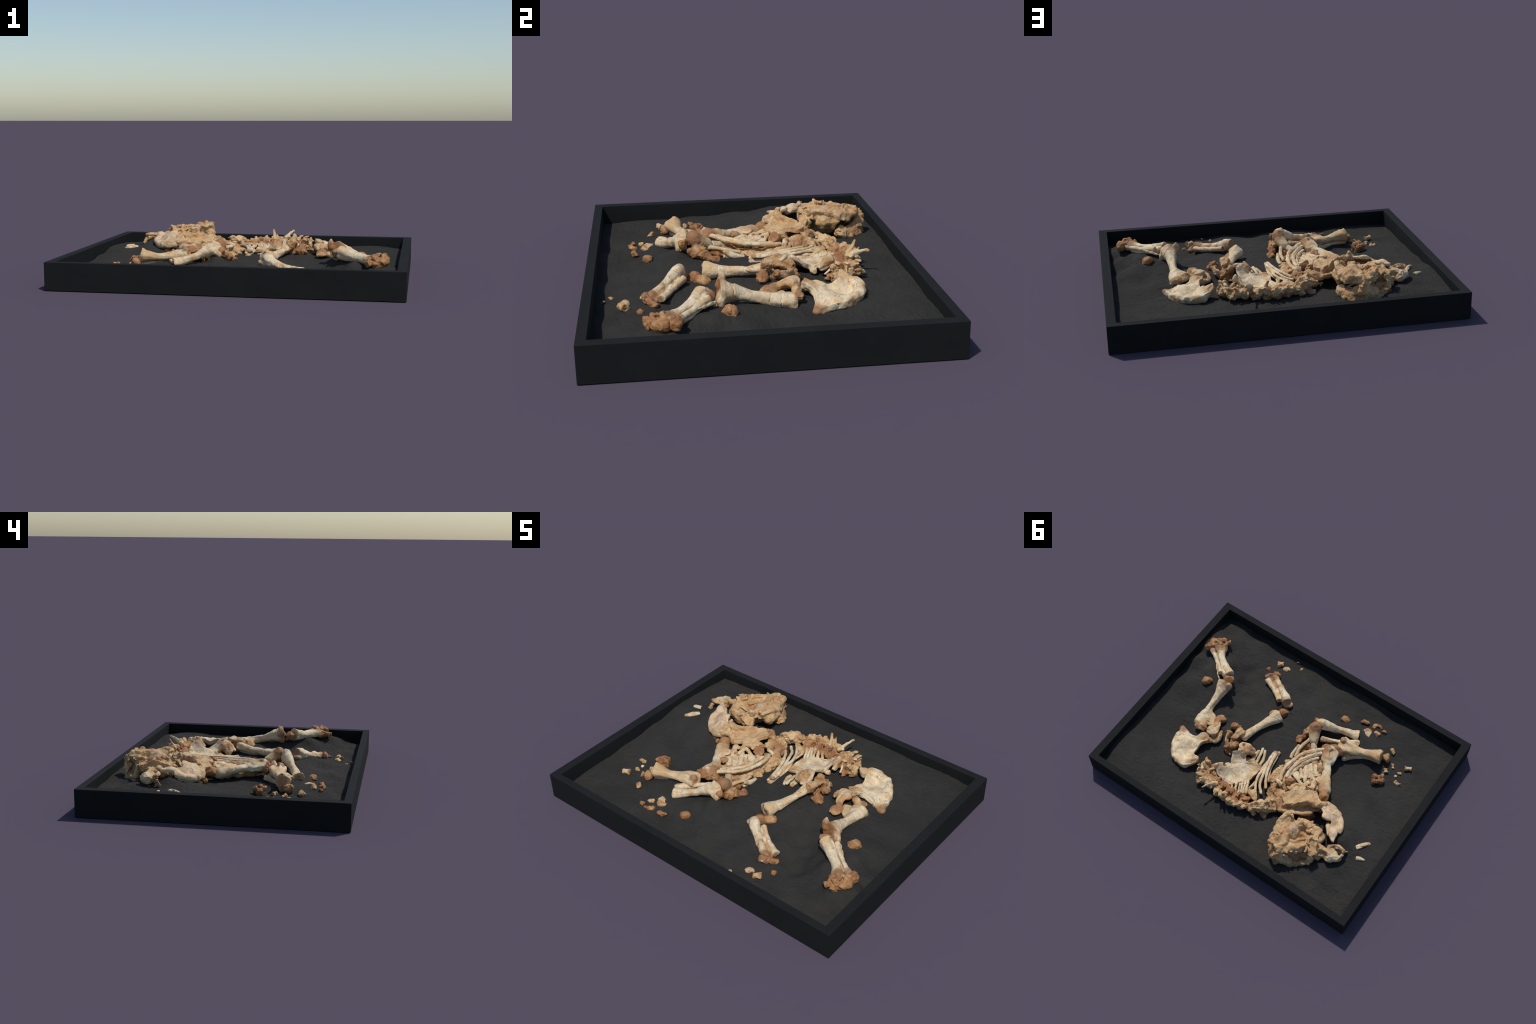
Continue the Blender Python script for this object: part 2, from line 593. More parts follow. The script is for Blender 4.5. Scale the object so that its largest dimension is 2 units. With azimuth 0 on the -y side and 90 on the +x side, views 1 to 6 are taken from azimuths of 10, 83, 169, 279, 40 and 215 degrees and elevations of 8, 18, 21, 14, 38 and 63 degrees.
b = bone('fibula', 'shaft', rough=.0006, warp=.0022, ridge=.06)
b.tube([(.834, -.365, .170), (.802, -.343, .170), (.751, -.308, .172), (.705, -.271, .182), (.669, -.236, .192)],
       [(.019, .017), .0145, .0135, .0145, (.016, .016)], flat=(False, True))
b.spot((.834, -.365, .170), .03, 'brown', .8).spot((.656, -.223, .200), .016, 'brown', .9)

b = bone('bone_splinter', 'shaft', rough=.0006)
b.tube([(.742, -.281, .172), (.715, -.258, .172), (.690, -.233, .172), (.668, -.214, .170), (.645, -.205, .166)],
       [(.003, .004), (.004, .008), (.004, .009), (.004, .008), (.003, .004)])

b = bone('femur', 'shaft', rough=.0006, warp=.0022, ridge=.06)
b.tube([(.590, -.188, .186), (.587, -.160, .183), (.583, -.115, .174), (.581, -.055, .156), (.580, .0, .143), (.577, .045, .133), (.572, .085, .126), (.566, .118, .124)],
       [(.050, .060), (.043, .050), (.032, .035), (.0255, .0255), (.026, .025), (.036, .027), (.050, .031), (.050, .030)], flat=(True, False))
b.tube([(.548, -.178, .205), (.545, -.172, .230), (.545, -.166, .250)], [.022, .016, .006])
b.tube([(.612, -.178, .180), (.628, -.186, .165), (.632, -.188, .145)], [.024, .020, .018])
b.lump_at((.600, .125, .108), (.018, .024, .020))
b.tube([(.560, .03, .132), (.518, .051, .124), (.497, .096, .126)], [(.018, .016), (.024, .016), (.020, .016)])
b.crack((.584, -.122, .19), (.1, 1, .25), depth=.004)
b.crack((.585, .035, .15), (.55, 1, .2), depth=.005, width=.0020)
b.crack((.580, .078, .15), (.25, 1, .1), depth=.004, width=.0018)
b.spot((.570, -.205, .205), .062, 'brown', 1.).spot((.612, -.20, .16), .03, 'brown', .7).spot((.60, .13, .12), .026, 'tan', .7)
b.spot((.53, .11, .15), .035, 'tan', .7)

b = bone('femur_head', 'tan', chips=.001)
b.tube([(.520, .150, .153), (.535, .146, .140), (.548, .150, .135), (.562, .153, .136)], [(.024, .022), (.020, .022), (.020, .02), (.022, .022)])
b.spot((.516, .152, .172), .02, 'brown', .8).spot((.567, .152, .145), .024, 'brown', .9)

b = bone('ischium', 'tan', rough=.001)
b.tube([(.453, .152, .158), (.449, .127, .158), (.453, .094, .152), (.465, .062, .145), (.475, .035, .138), (.465, .024, .135)],
       [(.042, .026), (.037, .024), (.024, .020), (.021, .019), (.028, .022), (.030, .022)])
b.lump_at((.450, .022, .130), (.022, .014, .016), along=(.3, 1, 0))
b.plate([(.473, .177, .176), (.435, .168, .180), (.407, .147, .178), (.427, .109, .168), (.458, .114, .165), (.476, .141, .165)], .018)
b.spot((.476, .037, .155), .032, 'brown', .9).spot((.445, .029, .140), .025, 'brown', .7).spot((.451, .148, .180), .04, 'pale', .5)

b = bone('pubis', 'tan', chips=.001)
b.tube([(.447, .196, .130), (.429, .182, .128), (.409, .166, .126), (.401, .138, .134), (.400, .118, .142), (.401, .106, .148)],
       [(.022, .022), (.026, .022), (.028, .02), (.022, .018), (.016, .012), (.013, .009)])
b.spot((.400, .113, .150), .022, 'ochre', .8)

# ---- right hip blade -------------------------------------------------------
b = bone('hip_bone', 'blade', rough=.0008, lump=.0006, warp=.003)
b.plate([(.650, .203, .100), (.652, .250, .112), (.650, .292, .122), (.629, .353, .126), (.582, .396, .128), (.526, .436, .132), (.461, .452, .145),
         (.421, .429, .155), (.399, .390, .168), (.394, .363, .180), (.421, .355, .172), (.446, .344, .152), (.458, .309, .150), (.457, .268, .152),
         (.444, .235, .158), (.430, .220, .162), (.431, .198, .165), (.473, .179, .166), (.498, .196, .165), (.517, .224, .152), (.560, .240, .138), (.602, .226, .118)],
        .020, inner=[(.537, .325, .132), (.596, .306, .126), (.477, .351, .140), (.515, .260, .142), (.485, .223, .160)], rim=.012)
b.lump_at((.640, .225, .094), (.035, .024, .020), along=(1, -1.2, 0))
b.tube([(.598, .29, .100), (.594, .34, .104), (.580, .385, .108), (.545, .415, .116), (.50, .428, .122), (.462, .430, .128)], [(.022, .026), (.026, .028), (.026, .030), (.026, .030), (.022, .028), (.018, .022)], k=.025)
b.tube([(.465, .432, .138), (.440, .408, .152), (.410, .374, .168)], [(.020, .018), (.020, .017), (.016, .014)], k=.022)
rr = np.random.RandomState(8)
for q in ((.610, .26, .114), (.613, .31, .122), (.604, .36, .124), (.590, .395, .124), (.558, .430, .130), (.525, .440, .134), (.485, .446, .138)):
    b.lump_at(np.array(q) + rr.uniform(-.005, .005, 3), tuple(rr.uniform(.010, .018, 3)), along=rr.normal(size=3), k=.014)
b.lump_at((.464, .205, .145), (.032, .026, .028), along=(-1, -.4, 0))
b.tube([(.47, .22, .14), (.55, .235, .118), (.62, .22, .10)], [.016, .012, .012])
b.crack((.60, .25, .12), (.6, -.5, .1), depth=.004, wob=.01).crack((.44, .40, .15), (.5, .7, .2), depth=.004)
b.spot((.65, .205, .10), .05, 'brown', .85).spot((.62, .40, .12), .045, 'tan', .8).spot((.50, .455, .135), .035, 'tan', .7)
b.spot((.41, .39, .17), .04, 'tan', .8).spot((.455, .20, .17), .036, 'ochre', .8).spot((.54, .33, .14), .09, 'pale', .6)

# ---- left hind leg ---------------------------------------------------------
b = bone('ankle_bone', 'brown', chips=.002, lump=.0018)
b.lump_at((.378, -.490, .094), (.033, .028, .030))
b.lump_at((.403, -.468, .090), (.030, .024, .022))
b.lump_at((.425, -.458, .086), (.022, .022, .018))
b.lump_at((.405, -.485, .112), .008, cut=True)
b.spot((.385, -.505, .09), .018, 'pale', .8)

b = bone('tibia', 'shaft', rough=.0006, warp=.0022, ridge=.06)
b.tube([(.375, -.464, .098), (.335, -.442, .104), (.292, -.417, .113), (.244, -.383, .128), (.205, -.353, .140), (.182, -.331, .141)],
       [(.026, .024), (.0215, .022), (.0205, .021), (.023, .027), (.029, .040), (.032, .043)], flat=(False, True))
b.lump_at((.150, -.334, .126), (.018, .012, .018), along=(0, 1, 0))
b.lump_at((.177, -.329, .122), (.030, .026, .028), along=(-.3, 1, 0), facets=3)
b.lump_at((.175, -.315, .160), (.014, .02, .016), cut=True)
b.crack((.291, -.416, .120), (-.65, .7, -.1), depth=.003).crack((.349, -.450, .110), (-.6, .7, 0), depth=.0035)
b.spot((.381, -.466, .110), .036, 'brown', .9).spot((.175, -.319, .150), .044, 'brown', .75)
b.spot((.269, -.394, .130), .06, 'pale', .7)

b.tube([(.384, -.443, .088), (.342, -.416, .092), (.287, -.378, .104), (.233, -.339, .118)], [(.018, .012), (.018, .012), (.018, .012), (.02, .014)])
b.spot((.330, -.403, .100), .022, 'tan', .9).spot((.270, -.363, .110), .022, 'tan', .8)

b = bone('fibula', 'shaft', rough=.0006, warp=.0022, ridge=.06)
b.tube([(.410, -.427, .102), (.375, -.408, .102), (.331, -.383, .106), (.282, -.350, .116), (.236, -.316, .130)],
       [(.021, .018), .017, .015, .0145, (.016, .017)], flat=(True, True))
b.crack((.336, -.384, .110), (-.6, .7, 0), depth=.002).crack((.361, -.397, .110), (-.6, .7, 0), depth=.002)
b.spot((.419, -.432, .100), .022, 'brown', .8).spot((.230, -.309, .130), .02, 'brown', .8)

b = bone('femur', 'shaft', rough=.0006, warp=.0022, ridge=.06)
b.tube([(.168, -.219, .138), (.176, -.195, .138), (.191, -.156, .138), (.208, -.109, .140), (.227, -.049, .146), (.242, .008, .155), (.251, .056, .165)],
       [(.046, .042), (.043, .038), (.032, .030), (.025, .025), (.022, .022), (.024, .023), (.031, .028)], flat=(True, False))
b.lump_at((.176, -.215, .160), (.018, .018, .018))
b.lump_at((.159, -.227, .145), (.02, .022, .02), cut=True, k=.01)
b.crack((.225, -.030, .170), (.45, .5, .5), depth=.004).crack((.174, -.167, .170), (.3, -1, .2), depth=.003)
b.spot((.162, -.233, .140), .032, 'brown', .9).spot((.125, -.222, .120), .03, 'brown', .8).spot((.217, -.078, .130), .03, 'tan', .6)

b = bone('knee_joint', 'brown', chips=.001)
b.lump_at((.168, -.266, .104), (.032, .032, .032), facets=4)
b.lump_at((.158, -.292, .092), (.026, .022, .024))
b.lump_at((.210, -.230, .100), (.040, .030, .028), along=(1, 1, 0))
b.spot((.215, -.225, .115), .03, 'tan', .7)

b = bone('ischium', 'brown', chips=.0018, lump=.0025, warp=.007)
b.lump_at((.343, .028, .158), (.034, .026, .028))
b.lump_at((.350, .022, .150), (.040, .026, .022), along=(.77, .64, 0))
b.tube([(.281, .050, .192), (.286, .073, .195), (.291, .109, .186), (.295, .142, .172), (.296, .168, .158)], [(.028, .026), (.024, .022), (.016, .018), (.015, .016), .020])
b.tube([(.346, .095, .160), (.348, .121, .155), (.331, .152, .150), (.317, .178, .140)], [(.022, .02), (.015, .022), (.013, .026), (.013, .024)])
b.lump_at((.269, .149, .148), (.036, .024, .026))
b.lump_at((.268, .152, .172), (.030, .030, .034), facets=5)
b.lump_at((.292, .140, .188), (.018, .018, .018), cut=True)
b.lump_at((.281, .156, .130), (.038, .03, .026))
b.lump_at((.279, .193, .120), (.026, .02, .02))
b.lump_at((.290, .097, .128), (.03, .03, .03))
b.lump_at((.271, .099, .170), (.022, .026, .022), cut=True)
b.spot((.277, .067, .210), .036, 'cream', .8).spot((.296, .105, .190), .034, 'tan', .7).spot((.335, .140, .165), .04, 'cream', .8).spot((.256, .168, .200), .03, 'tan', .8)

b = bone('femur_neck', 'tan', chips=.001)
b.tube([(.277, .052, .178), (.264, .050, .168), (.250, .056, .160)], [.02, .024, .022])
b.spot((.273, .057, .190), .02, 'brown', .6)

# ---- left hip blade, lying on the ribs ---------------------------------------
b = bone('hip_bone', 'blade', rough=.0008, lump=.0008)
b.plate([(.264, .350, .212), (.245, .310, .190), (.237, .314, .166), (.212, .268, .152), (.225, .232, .168), (.235, .206, .196), (.209, .177, .205), (.173, .152, .196),
         (.157, .171, .168), (.132, .188, .148), (.085, .164, .138), (.049, .150, .134), (.029, .165, .128), (.032, .207, .132), (.036, .255, .138), (.048, .299, .136),
         (.093, .348, .132), (.172, .403, .132), (.192, .387, .146), (.232, .380, .176)],
        .018, inner=[(.167, .289, .138), (.109, .242, .138), (.199, .328, .142), (.182, .217, .158)], rim=.006)
b.tube([(.266, .352, .196), (.262, .330, .172), (.256, .302, .146)], [(.010, .018), (.010, .022), (.010, .02)])
b.lump_at((.230, .277, .132), (.020, .018, .018))
b.lump_at((.176, .134, .168), (.034, .048, .036), along=(1, -.15, 0), facets=5)
b.lump_at((.155, .112, .150), (.030, .026, .030))
b.lump_at((.200, .104, .192), (.024, .028, .022), cut=True, k=.008)
b.tube([(.215, .145, .195), (.225, .12, .18), (.215, .10, .16), (.19, .085, .15)], [.012, .012, .012, .010], k=.008)
b.lump_at((.135, .175, .118), (.05, .03, .022), along=(-1, -.5, 0))
b.lump_at((.194, .157, .186), (.030, .026, .022))
b.lump_at((.180, .132, .200), (.020, .007, .008), along=(1, -1, 0), cut=True)
b.crack((.170, .232, .165), (-.55, .8, .2), depth=.003, width=.0018)
b.spot((.175, .130, .18), .05, 'ochre', .8).spot((.260, .335, .18), .034, 'ochre', .7).spot((.045, .17, .13), .034, 'ochre', .7).spot((.13, .17, .12), .034, 'brown', .7)
b.spot((.158, .284, .140), .09, 'pale', .8).spot((.044, .272, .140), .03, 'tan', .7).spot((.21, .21, .18), .04, 'pale', .8)

# ---- sacrum and tail end of the spine ----------------------------------------
b = bone('sacrum', 'tan', chips=.003, lump=.0045, warp=.008)
b.lump_at((.315, .390, .135), (.042, .058, .034), along=(0, 1, 0))
b.lump_at((.345, .365, .130), (.030, .040, .028))
b.lump_at((.290, .430, .140), (.040, .040, .030))
b.lump_at((.300, .462, .142), (.034, .030, .030))
b.lump_at((.258, .378, .138), (.028, .030, .030))
b.lump_at((.240, .455, .146), (.034, .030, .030))
b.lump_at((.300, .350, .118), (.035, .035, .022))
b.tube([(.352, .400, .15), (.362, .398, .172), (.366, .404, .19)], [.016, .012, .006])
b.tube([(.340, .355, .15), (.344, .345, .172), (.350, .335, .178)], [.018, .013, .008])
b.tube([(.315, .36, .15), (.325, .348, .178), (.332, .345, .186)], [.015, .010, .006])
b.tube([(.345, .420, .15), (.352, .425, .172)], [.018, .010])
b.spot((.30, .34, .12), .05, 'brown', .8).spot((.30, .40, .17), .035, 'brown', .6).spot((.35, .39, .17), .05, 'cream', .6)

def process(pts, radii, look='tan', **kw):
    p = bone('vertebral_process', look, vox=.0022, rough=.0008, chips=.0008, **kw)
    p.tube(pts, radii)
    return p

process([(.300, .440, .165), (.318, .452, .180), (.338, .461, .188)], [(.014, .010), (.014, .009), (.006, .005)])
process([(.262, .448, .165), (.280, .464, .182), (.296, .478, .189)], [(.014, .009), (.014, .008), (.010, .006)])
process([(.290, .318, .132), (.281, .345, .150), (.265, .375, .160)], [(.007, .005), (.008, .005), (.005, .004)], 'shaft')
process([(.285, .385, .175), (.268, .372, .180), (.252, .362, .180)], [(.010, .006), (.008, .005), (.004, .004)])
process([(.318, .39, .168), (.335, .385, .190), (.345, .378, .198)], [(.013, .006), (.011, .005), (.004, .004)])
process([(.312, .42, .170), (.325, .412, .186), (.330, .40, .19)], [(.012, .006), (.012, .005), (.006, .004)], 'shaft')
p = process([(.190, .440, .176), (.206, .465, .192), (.222, .508, .212), (.233, .530, .217)], [(.010, .016), (.007, .015), (.006, .010), (.005, .006)], 'shaft')
p.lump_at((.196, .448, .18), (.026, .014, .010), along=(1, .2, 0))
p.spot((.233, .53, .217), .02, 'tan', .8)
p = process([(.108, .455, .165), (.106, .474, .186), (.103, .486, .206), (.099, .494, .226)], [(.016, .012), (.013, .009), (.008, .006), (.004, .004)], 'shaft')
p.spot((.099, .494, .226), .022, 'ochre', .9)
p = process([(.140, .468, .160), (.130, .490, .178), (.118, .510, .196)], [(.014, .011), (.009, .008), (.004, .004)])
p.spot((.113, .515, .198), .016, 'ochre', .8)

# row of vertebrae seen from the belly side: drum-shaped bodies with broken arches behind
row = [((.214, .403, .133), 21), ((.160, .411, .130), 12), ((.100, .419, .128), 33), ((.046, .418, .125), 24), ((-.009, .406, .122), 55)]
for i, (c, sd) in enumerate(row):
    r = np.random.RandomState(sd)
    c = np.array(c)
    a = np.array(row[max(i - 1, 0)][0])
    z = np.array(row[min(i + 1, len(row) - 1)][0])
    t = unit(z - a)
    out = unit(np.cross(t, (0, 0, 1)))
    out = out if out[1] > 0 else -out
    v = bone('vertebra', 'brown', chips=.0024, lump=.0035, warp=.007)
    v.drum(c, .0265, .027, t + r.uniform(-.25, .25, 3), edge=.008, k=.012)
    v.lump_at(c + out * .030 + (0, 0, -.004), (.032, .028, .024), along=t, k=.015)
    v.lump_at(c + out * .052 + (0, 0, .002), (.030, .026, .030), along=t, k=.012)
    for s in (-1, 1):                                   # articular and side processes, snapped short
        q = c + out * r.uniform(.040, .052) + t * s * r.uniform(.010, .020) + np.array((0, 0, r.uniform(.014, .032)))
        v.lump_at(q, (r.uniform(.012, .018), r.uniform(.012, .018), r.uniform(.014, .022)), along=t + r.uniform(-.5, .5, 3), k=.006)
        e = q + out * r.uniform(.010, .024) + t * s * r.uniform(-.004, .016) + np.array((0, 0, r.uniform(-.004, .018)))
        v.tube([q, (q + e) / 2 + r.uniform(-.005, .005, 3), e], [(.014, .011), (.012, .009), (.010, .007)], flat=(False, True), k=.005)
    w = r.uniform(-.012, .012)
    v.tube([c + out * .03 + (0, 0, -.010), c + out * .060 + t * w + (0, 0, -.010), c + out * r.uniform(.070, .082) + t * w * 2 + (0, 0, -.006)],
           [(.018, .014), (.015, .010), (.012, .008)], flat=(False, True))
    v.tube([c + out * .014 + (0, 0, .020), c + out * .034 + t * w + (0, 0, .028), c + out * .050 - t * w + (0, 0, .034)], [.014, .013, .009], flat=(False, True), k=.006)
    v.lump_at(c + out * .034 + t * .012 + (0, 0, .026), (.008, .012, .010), along=t, cut=True, k=.005)
    v.spot(c + out * .055 + (0, 0, .02), .028, 'cream', .7).spot(c + out * .07 + (0, 0, -.01), .025, 'tan', .8)

b = bone('vertebra', 'tan', chips=.002, lump=.0035, warp=.006)
b.lump_at((-.020, .468, .145), (.036, .030, .030), along=(-1, 0, 0))
b.tube([(-.005, .455, .155), (-.018, .466, .172), (-.026, .474, .182)], [(.018, .012), (.017, .010), (.012, .008)], flat=(False, True))
b.tube([(.03, .470, .140), (.028, .486, .152), (.024, .498, .158)], [.017, .015, .011], flat=(False, True))
b.lump_at((-.058, .440, .130), (.030, .026, .026))
b.lump_at((.060, .484, .150), (.030, .028, .032))
b.lump_at((.105, .486, .152), (.030, .028, .032))
b.lump_at((.02, .480, .150), (.026, .026, .028))
b.lump_at((.150, .482, .152), (.028, .026, .030))
b.spot((-.025, .47, .185), .02, 'pink', .8).spot((0, .48, .14), .03, 'brown', .6)

# fan-shaped rib heads beside the row
b = bone('rib_head', 'tan', rough=.0008, chips=.001)
b.plate([(.008, .357, .142), (-.014, .333, .150), (-.037, .322, .155), (-.066, .356, .155), (-.086, .389, .146), (-.045, .383, .142)], .022)
b.tube([(.006, .331, .140), (.002, .311, .145), (.002, .277, .145)], [.010, .008, .007])
b.spot((-.082, .388, .150), .022, 'brown', .7)

# short ribs running under the blade
for i, (p0, p1) in enumerate([((.121, .375, .124), (.105, .397, .128)), ((.096, .357, .128), (.075, .399, .134)), ((.078, .345, .130), (.050, .400, .136)), ((.066, .331, .131), (.035, .393, .137)),
                              ((.054, .319, .131), (.023, .385, .137)), ((.042, .304, .131), (.008, .377, .137))]):
    q = bone('rib', 'rib', vox=.0022, rough=.0005, warp=.0018)
    p0, p1 = np.array(p0), np.array(p1)
    q.tube([p0 + (p0 - p1) * .25 - (0, 0, .006), p0, (p0 + p1) / 2 + (0, 0, .003), p1], [(.007, .012), (.009, .012), (.008, .012), (.010, .014)])
    q.crack((p0 * .75 + p1 * .25), p1 - p0, depth=.003)

# ---- three middle ribs ---------------------------------------------------------
def rib(pts, radii=(.0095, .0075), look='rib', up=(0, 0, 1), **kw):
    r = bone('rib', look, vox=.0022, rough=.0005, warp=.0018, ridge=.06, **kw)
    rr = radii if isinstance(radii, list) else [radii] * len(pts)
    r.tube(pts, rr, up=up, n=4)
    return r

r = rib([(.014, .021, .143), (.009, .059, .146), (-.003, .115, .149), (-.023, .181, .150), (-.047, .231, .149), (-.078, .274, .145)], [(.012, .009), (.011, .009), (.010, .008), (.0095, .008), (.0095, .008), (.0095, .008)])
r.spot((.013, .019, .150), .02, 'brown', .8)
r = rib([(.024, .025, .142), (.024, .064, .143), (.015, .119, .146), (-.015, .229, .148), (-.038, .285, .149), (-.074, .322, .147)], [(.012, .009), (.012, .009), (.011, .009), (.0095, .008), (.009, .008), (.0095, .008)])
r.spot((.024, .021, .140), .018, 'brown', .7)
r = rib([(.025, .076, .132), (.013, .156, .140), (.013, .216, .144), (-.000, .270, .147), (-.025, .314, .149), (-.044, .340, .148)], [(.013, .009), (.011, .009), (.010, .008), (.0085, .007), (.0085, .007), (.0085, .007)])
rib([(.005, .009, .130), (-.005, .066, .128), (-.014, .122, .128), (-.033, .176, .128), (-.056, .221, .128)], (.009, .009))
rib([(.027, .086, .124), (.027, .129, .126), (.022, .174, .128), (.002, .248, .130), (.004, .284, .132), (.006, .326, .132)], (.010, .009))
r = rib([(.012, .012, .118), (.016, .045, .116), (.015, .099, .114), (.014, .138, .112)], (.016, .012))
r.spot((.012, .012, .118), .02, 'ochre', .7)

# cluster of rib ends by the hip socket
r = rib([(.108, .046, .133), (.101, .078, .125), (.095, .117, .117), (.088, .152, .109)], (.009, .008), 'shaft')
r = rib([(.091, .049, .119), (.077, .077, .113), (.065, .111, .107), (.064, .142, .103)], (.010, .009))
r = rib([(.123, .073, .121), (.120, .107, .117), (.116, .143, .113), (.109, .174, .109)], (.010, .009))
r = rib([(.134, .093, .113), (.130, .124, .111), (.127, .154, .107)], (.010, .010))
b = bone('rib_head', 'tan', chips=.001, lump=.001)
b.lump_at((.126, .070, .112), (.014, .010, .012))
b.lump_at((.058, .108, .100), (.018, .012, .016))
b.lump_at((.130, .086, .112), .008)

# ---- block of vertebrae between the halves --------------------------------------
b = bone('vertebra_block', 'tan', chips=.0022, lump=.0035, warp=.008)
b.tube([(-.078, .428, .138), (-.110, .408, .146), (-.150, .385, .142), (-.176, .368, .136)], [(.034, .030), (.034, .036), (.034, .036), (.026, .028)])
b.tube([(-.105, .385, .165), (-.135, .372, .176), (-.160, .360, .172)], [(.012, .012), (.012, .012), (.010, .012)])
b.lump_at((-.095, .448, .112), (.03, .02, .02))
b.lump_at((-.165, .42, .10), (.03, .03, .02))
for k in range(4):
    off = np.array((-.004, -.018 + .014 * k, .024 - .004 * k))
    b.tube([np.array((-.085, .425, .152)) + off, np.array((-.13, .40, .16)) + off, np.array((-.175, .375, .152)) + off], [.004, .006, .004], k=.006)
b.spot((-.08, .43, .15), .025, 'brown', .6).spot((-.15, .42, .11), .03, 'dark', .5)

b = bone('neck_vertebra', 'tan', chips=.003, lump=.005, warp=.009)
b.lump_at((-.130, .262, .126), (.046, .052, .032))
b.lump_at((-.165, .300, .130), (.046, .040, .034))
b.lump_at((-.200, .345, .125), (.026, .034, .030))
b.lump_at((-.115, .225, .132), (.028, .03, .022))
b.lump_at((-.18, .26, .14), (.036, .036, .03))
b.lump_at((-.150, .335, .118), (.03, .03, .03))
b.spot((-.125, .265, .15), .055, 'brown', .75).spot((-.19, .29, .16), .04, 'ochre', .7).spot((-.16, .345, .15), .03, 'cream', .7).spot((-.12, .22, .15), .025, 'tan', .7).spot((-.20, .34, .15), .025, 'tan', .7)

# ---- rib cage under the shoulder ---------------------------------------------------
r = rib([(-.231, -.156, .180), (-.214, -.140, .179), (-.193, -.118, .176), (-.166, -.095, .173), (-.138, -.057, .170), (-.120, -.009, .166), (-.106, .044, .163), (-.101, .094, .160), (-.108, .138, .156), (-.124, .171, .152)], (.0125, .011))
r.crack((-.196, -.114, .185), (1, .2, 0), depth=.003).crack((-.119, .003, .170), (.8, -.6, 0), depth=.002)
r.spot((-.221, -.147, .180), .03, 'pale', .6)
r = rib([(-.236, -.125, .174), (-.201, -.089, .170), (-.172, -.043, .166), (-.152, -.006, .162), (-.142, .044, .159), (-.137, .093, .156), (-.142, .134, .150)], (.0125, .011))
r.crack((-.152, -.002, .165), (.8, -.6, 0), depth=.002)
r = rib([(-.232, -.093, .160), (-.203, -.055, .158), (-.180, -.010, .154), (-.177, .011, .151)], (.0115, .010))
r.spot((-.178, -.012, .160), .02, 'brown', .5)
r = rib([(-.175, .018, .150), (-.164, .046, .152), (-.157, .079, .150), (-.156, .107, .146)], (.0095, .010))
rib([(-.157, .083, .140), (-.190, .100, .150), (-.230, .118, .160), (-.259, .126, .162)], [(.013, .010), (.012, .010), (.011, .010), (.012, .011)])
b = bone('rib', 'rib', rough=.0006, warp=.0025)
b.plate([(-.167, .062, .134), (-.180, .028, .134), (-.208, .059, .138), (-.238, .100, .146), (-.228, .103, .144), (-.192, .081, .138)], .014)
b = bone('rib', 'rib', rough=.0006, warp=.0025)
b.tube([(-.187, .007, .130), (-.207, .040, .134), (-.228, .079, .138)], [(.011, .012), (.010, .012), (.009, .012)])
b = bone('rib', 'rib', rough=.0006, warp=.0025)
b.tube([(-.200, -.027, .134), (-.223, .003, .132), (-.240, .032, .130), (-.253, .047, .126)], [(.024, .014), (.018, .014), (.013, .012), (.006, .010)])
b.spot((-.186, .007, .140), .016, 'brown', .7)
b = bone('rib_head', 'rib', rough=.0006, warp=.0025)
b.tube([(-.241, .061, .146), (-.250, .078, .152), (-.258, .096, .152)], [(.014, .012), (.013, .012), (.012, .012)])
b.spot((-.254, .088, .160), .03, 'yellow', .5)
b = bone('rib_head', 'shaft', rough=.0008)
b.tube([(-.102, .189, .150), (-.127, .199, .157), (-.156, .206, .158)], [(.013, .012), (.011, .012), (.012, .012)], flat=(True, True))

b = bone('vertebra', 'brown', rough=.0006, chips=.0008)
b.drum((-.186, .155, .160), .031, .020, (.40, -.52, .68), edge=.005)
b.spot((-.205, .17, .15), .02, 'cream', .6)

b = bone('breastbone', 'tan', chips=.0025, lump=.004, warp=.008)
b.tube([(-.069, .087, .118), (-.071, .120, .118), (-.071, .159, .120), (-.068, .193, .122)], [(.024, .022), (.026, .024), (.026, .024), (.024, .024)])
b.tube([(-.099, .113, .128), (-.095, .162, .132), (-.092, .192, .132)], [(.014, .012), (.014, .014), (.014, .014)])
b.lump_at((-.087, .216, .132), (.022, .018, .022))
b.spot((-.084, .216, .140), .03, 'brown', .6).spot((-.076, .153, .140), .03, 'cream', .5)

b = bone('rib_end_mass', 'tan', chips=.0025, lump=.004, warp=.008)      # crushed rib ends along the shoulder blade
b.tube([(-.222, .202, .168), (-.225, .171, .170), (-.244, .156, .172), (-.265, .152, .174)], [(.020, .016), (.020, .016), (.018, .016), (.016, .016)])
b.tube([(-.247, .212, .176), (-.259, .187, .180), (-.281, .167, .178), (-.303, .156, .170)], [(.018, .016), (.024, .018), (.024, .016), (.018, .014)])
b.tube([(-.278, .149, .168), (-.286, .122, .160), (-.307, .113, .158), (-.328, .117, .156)], [(.014, .014), (.016, .014), (.018, .014), (.014, .014)])
b.lump_at((-.260, .222, .180), (.020, .014, .012))
b.lump_at((-.293, .197, .160), (.06, .05, .03))
b.lump_at((-.197, .209, .155), (.022, .022, .022))
b.spot((-.199, .203, .170), .025, 'brown', .6).spot((-.260, .172, .190), .06, 'cream', .6)

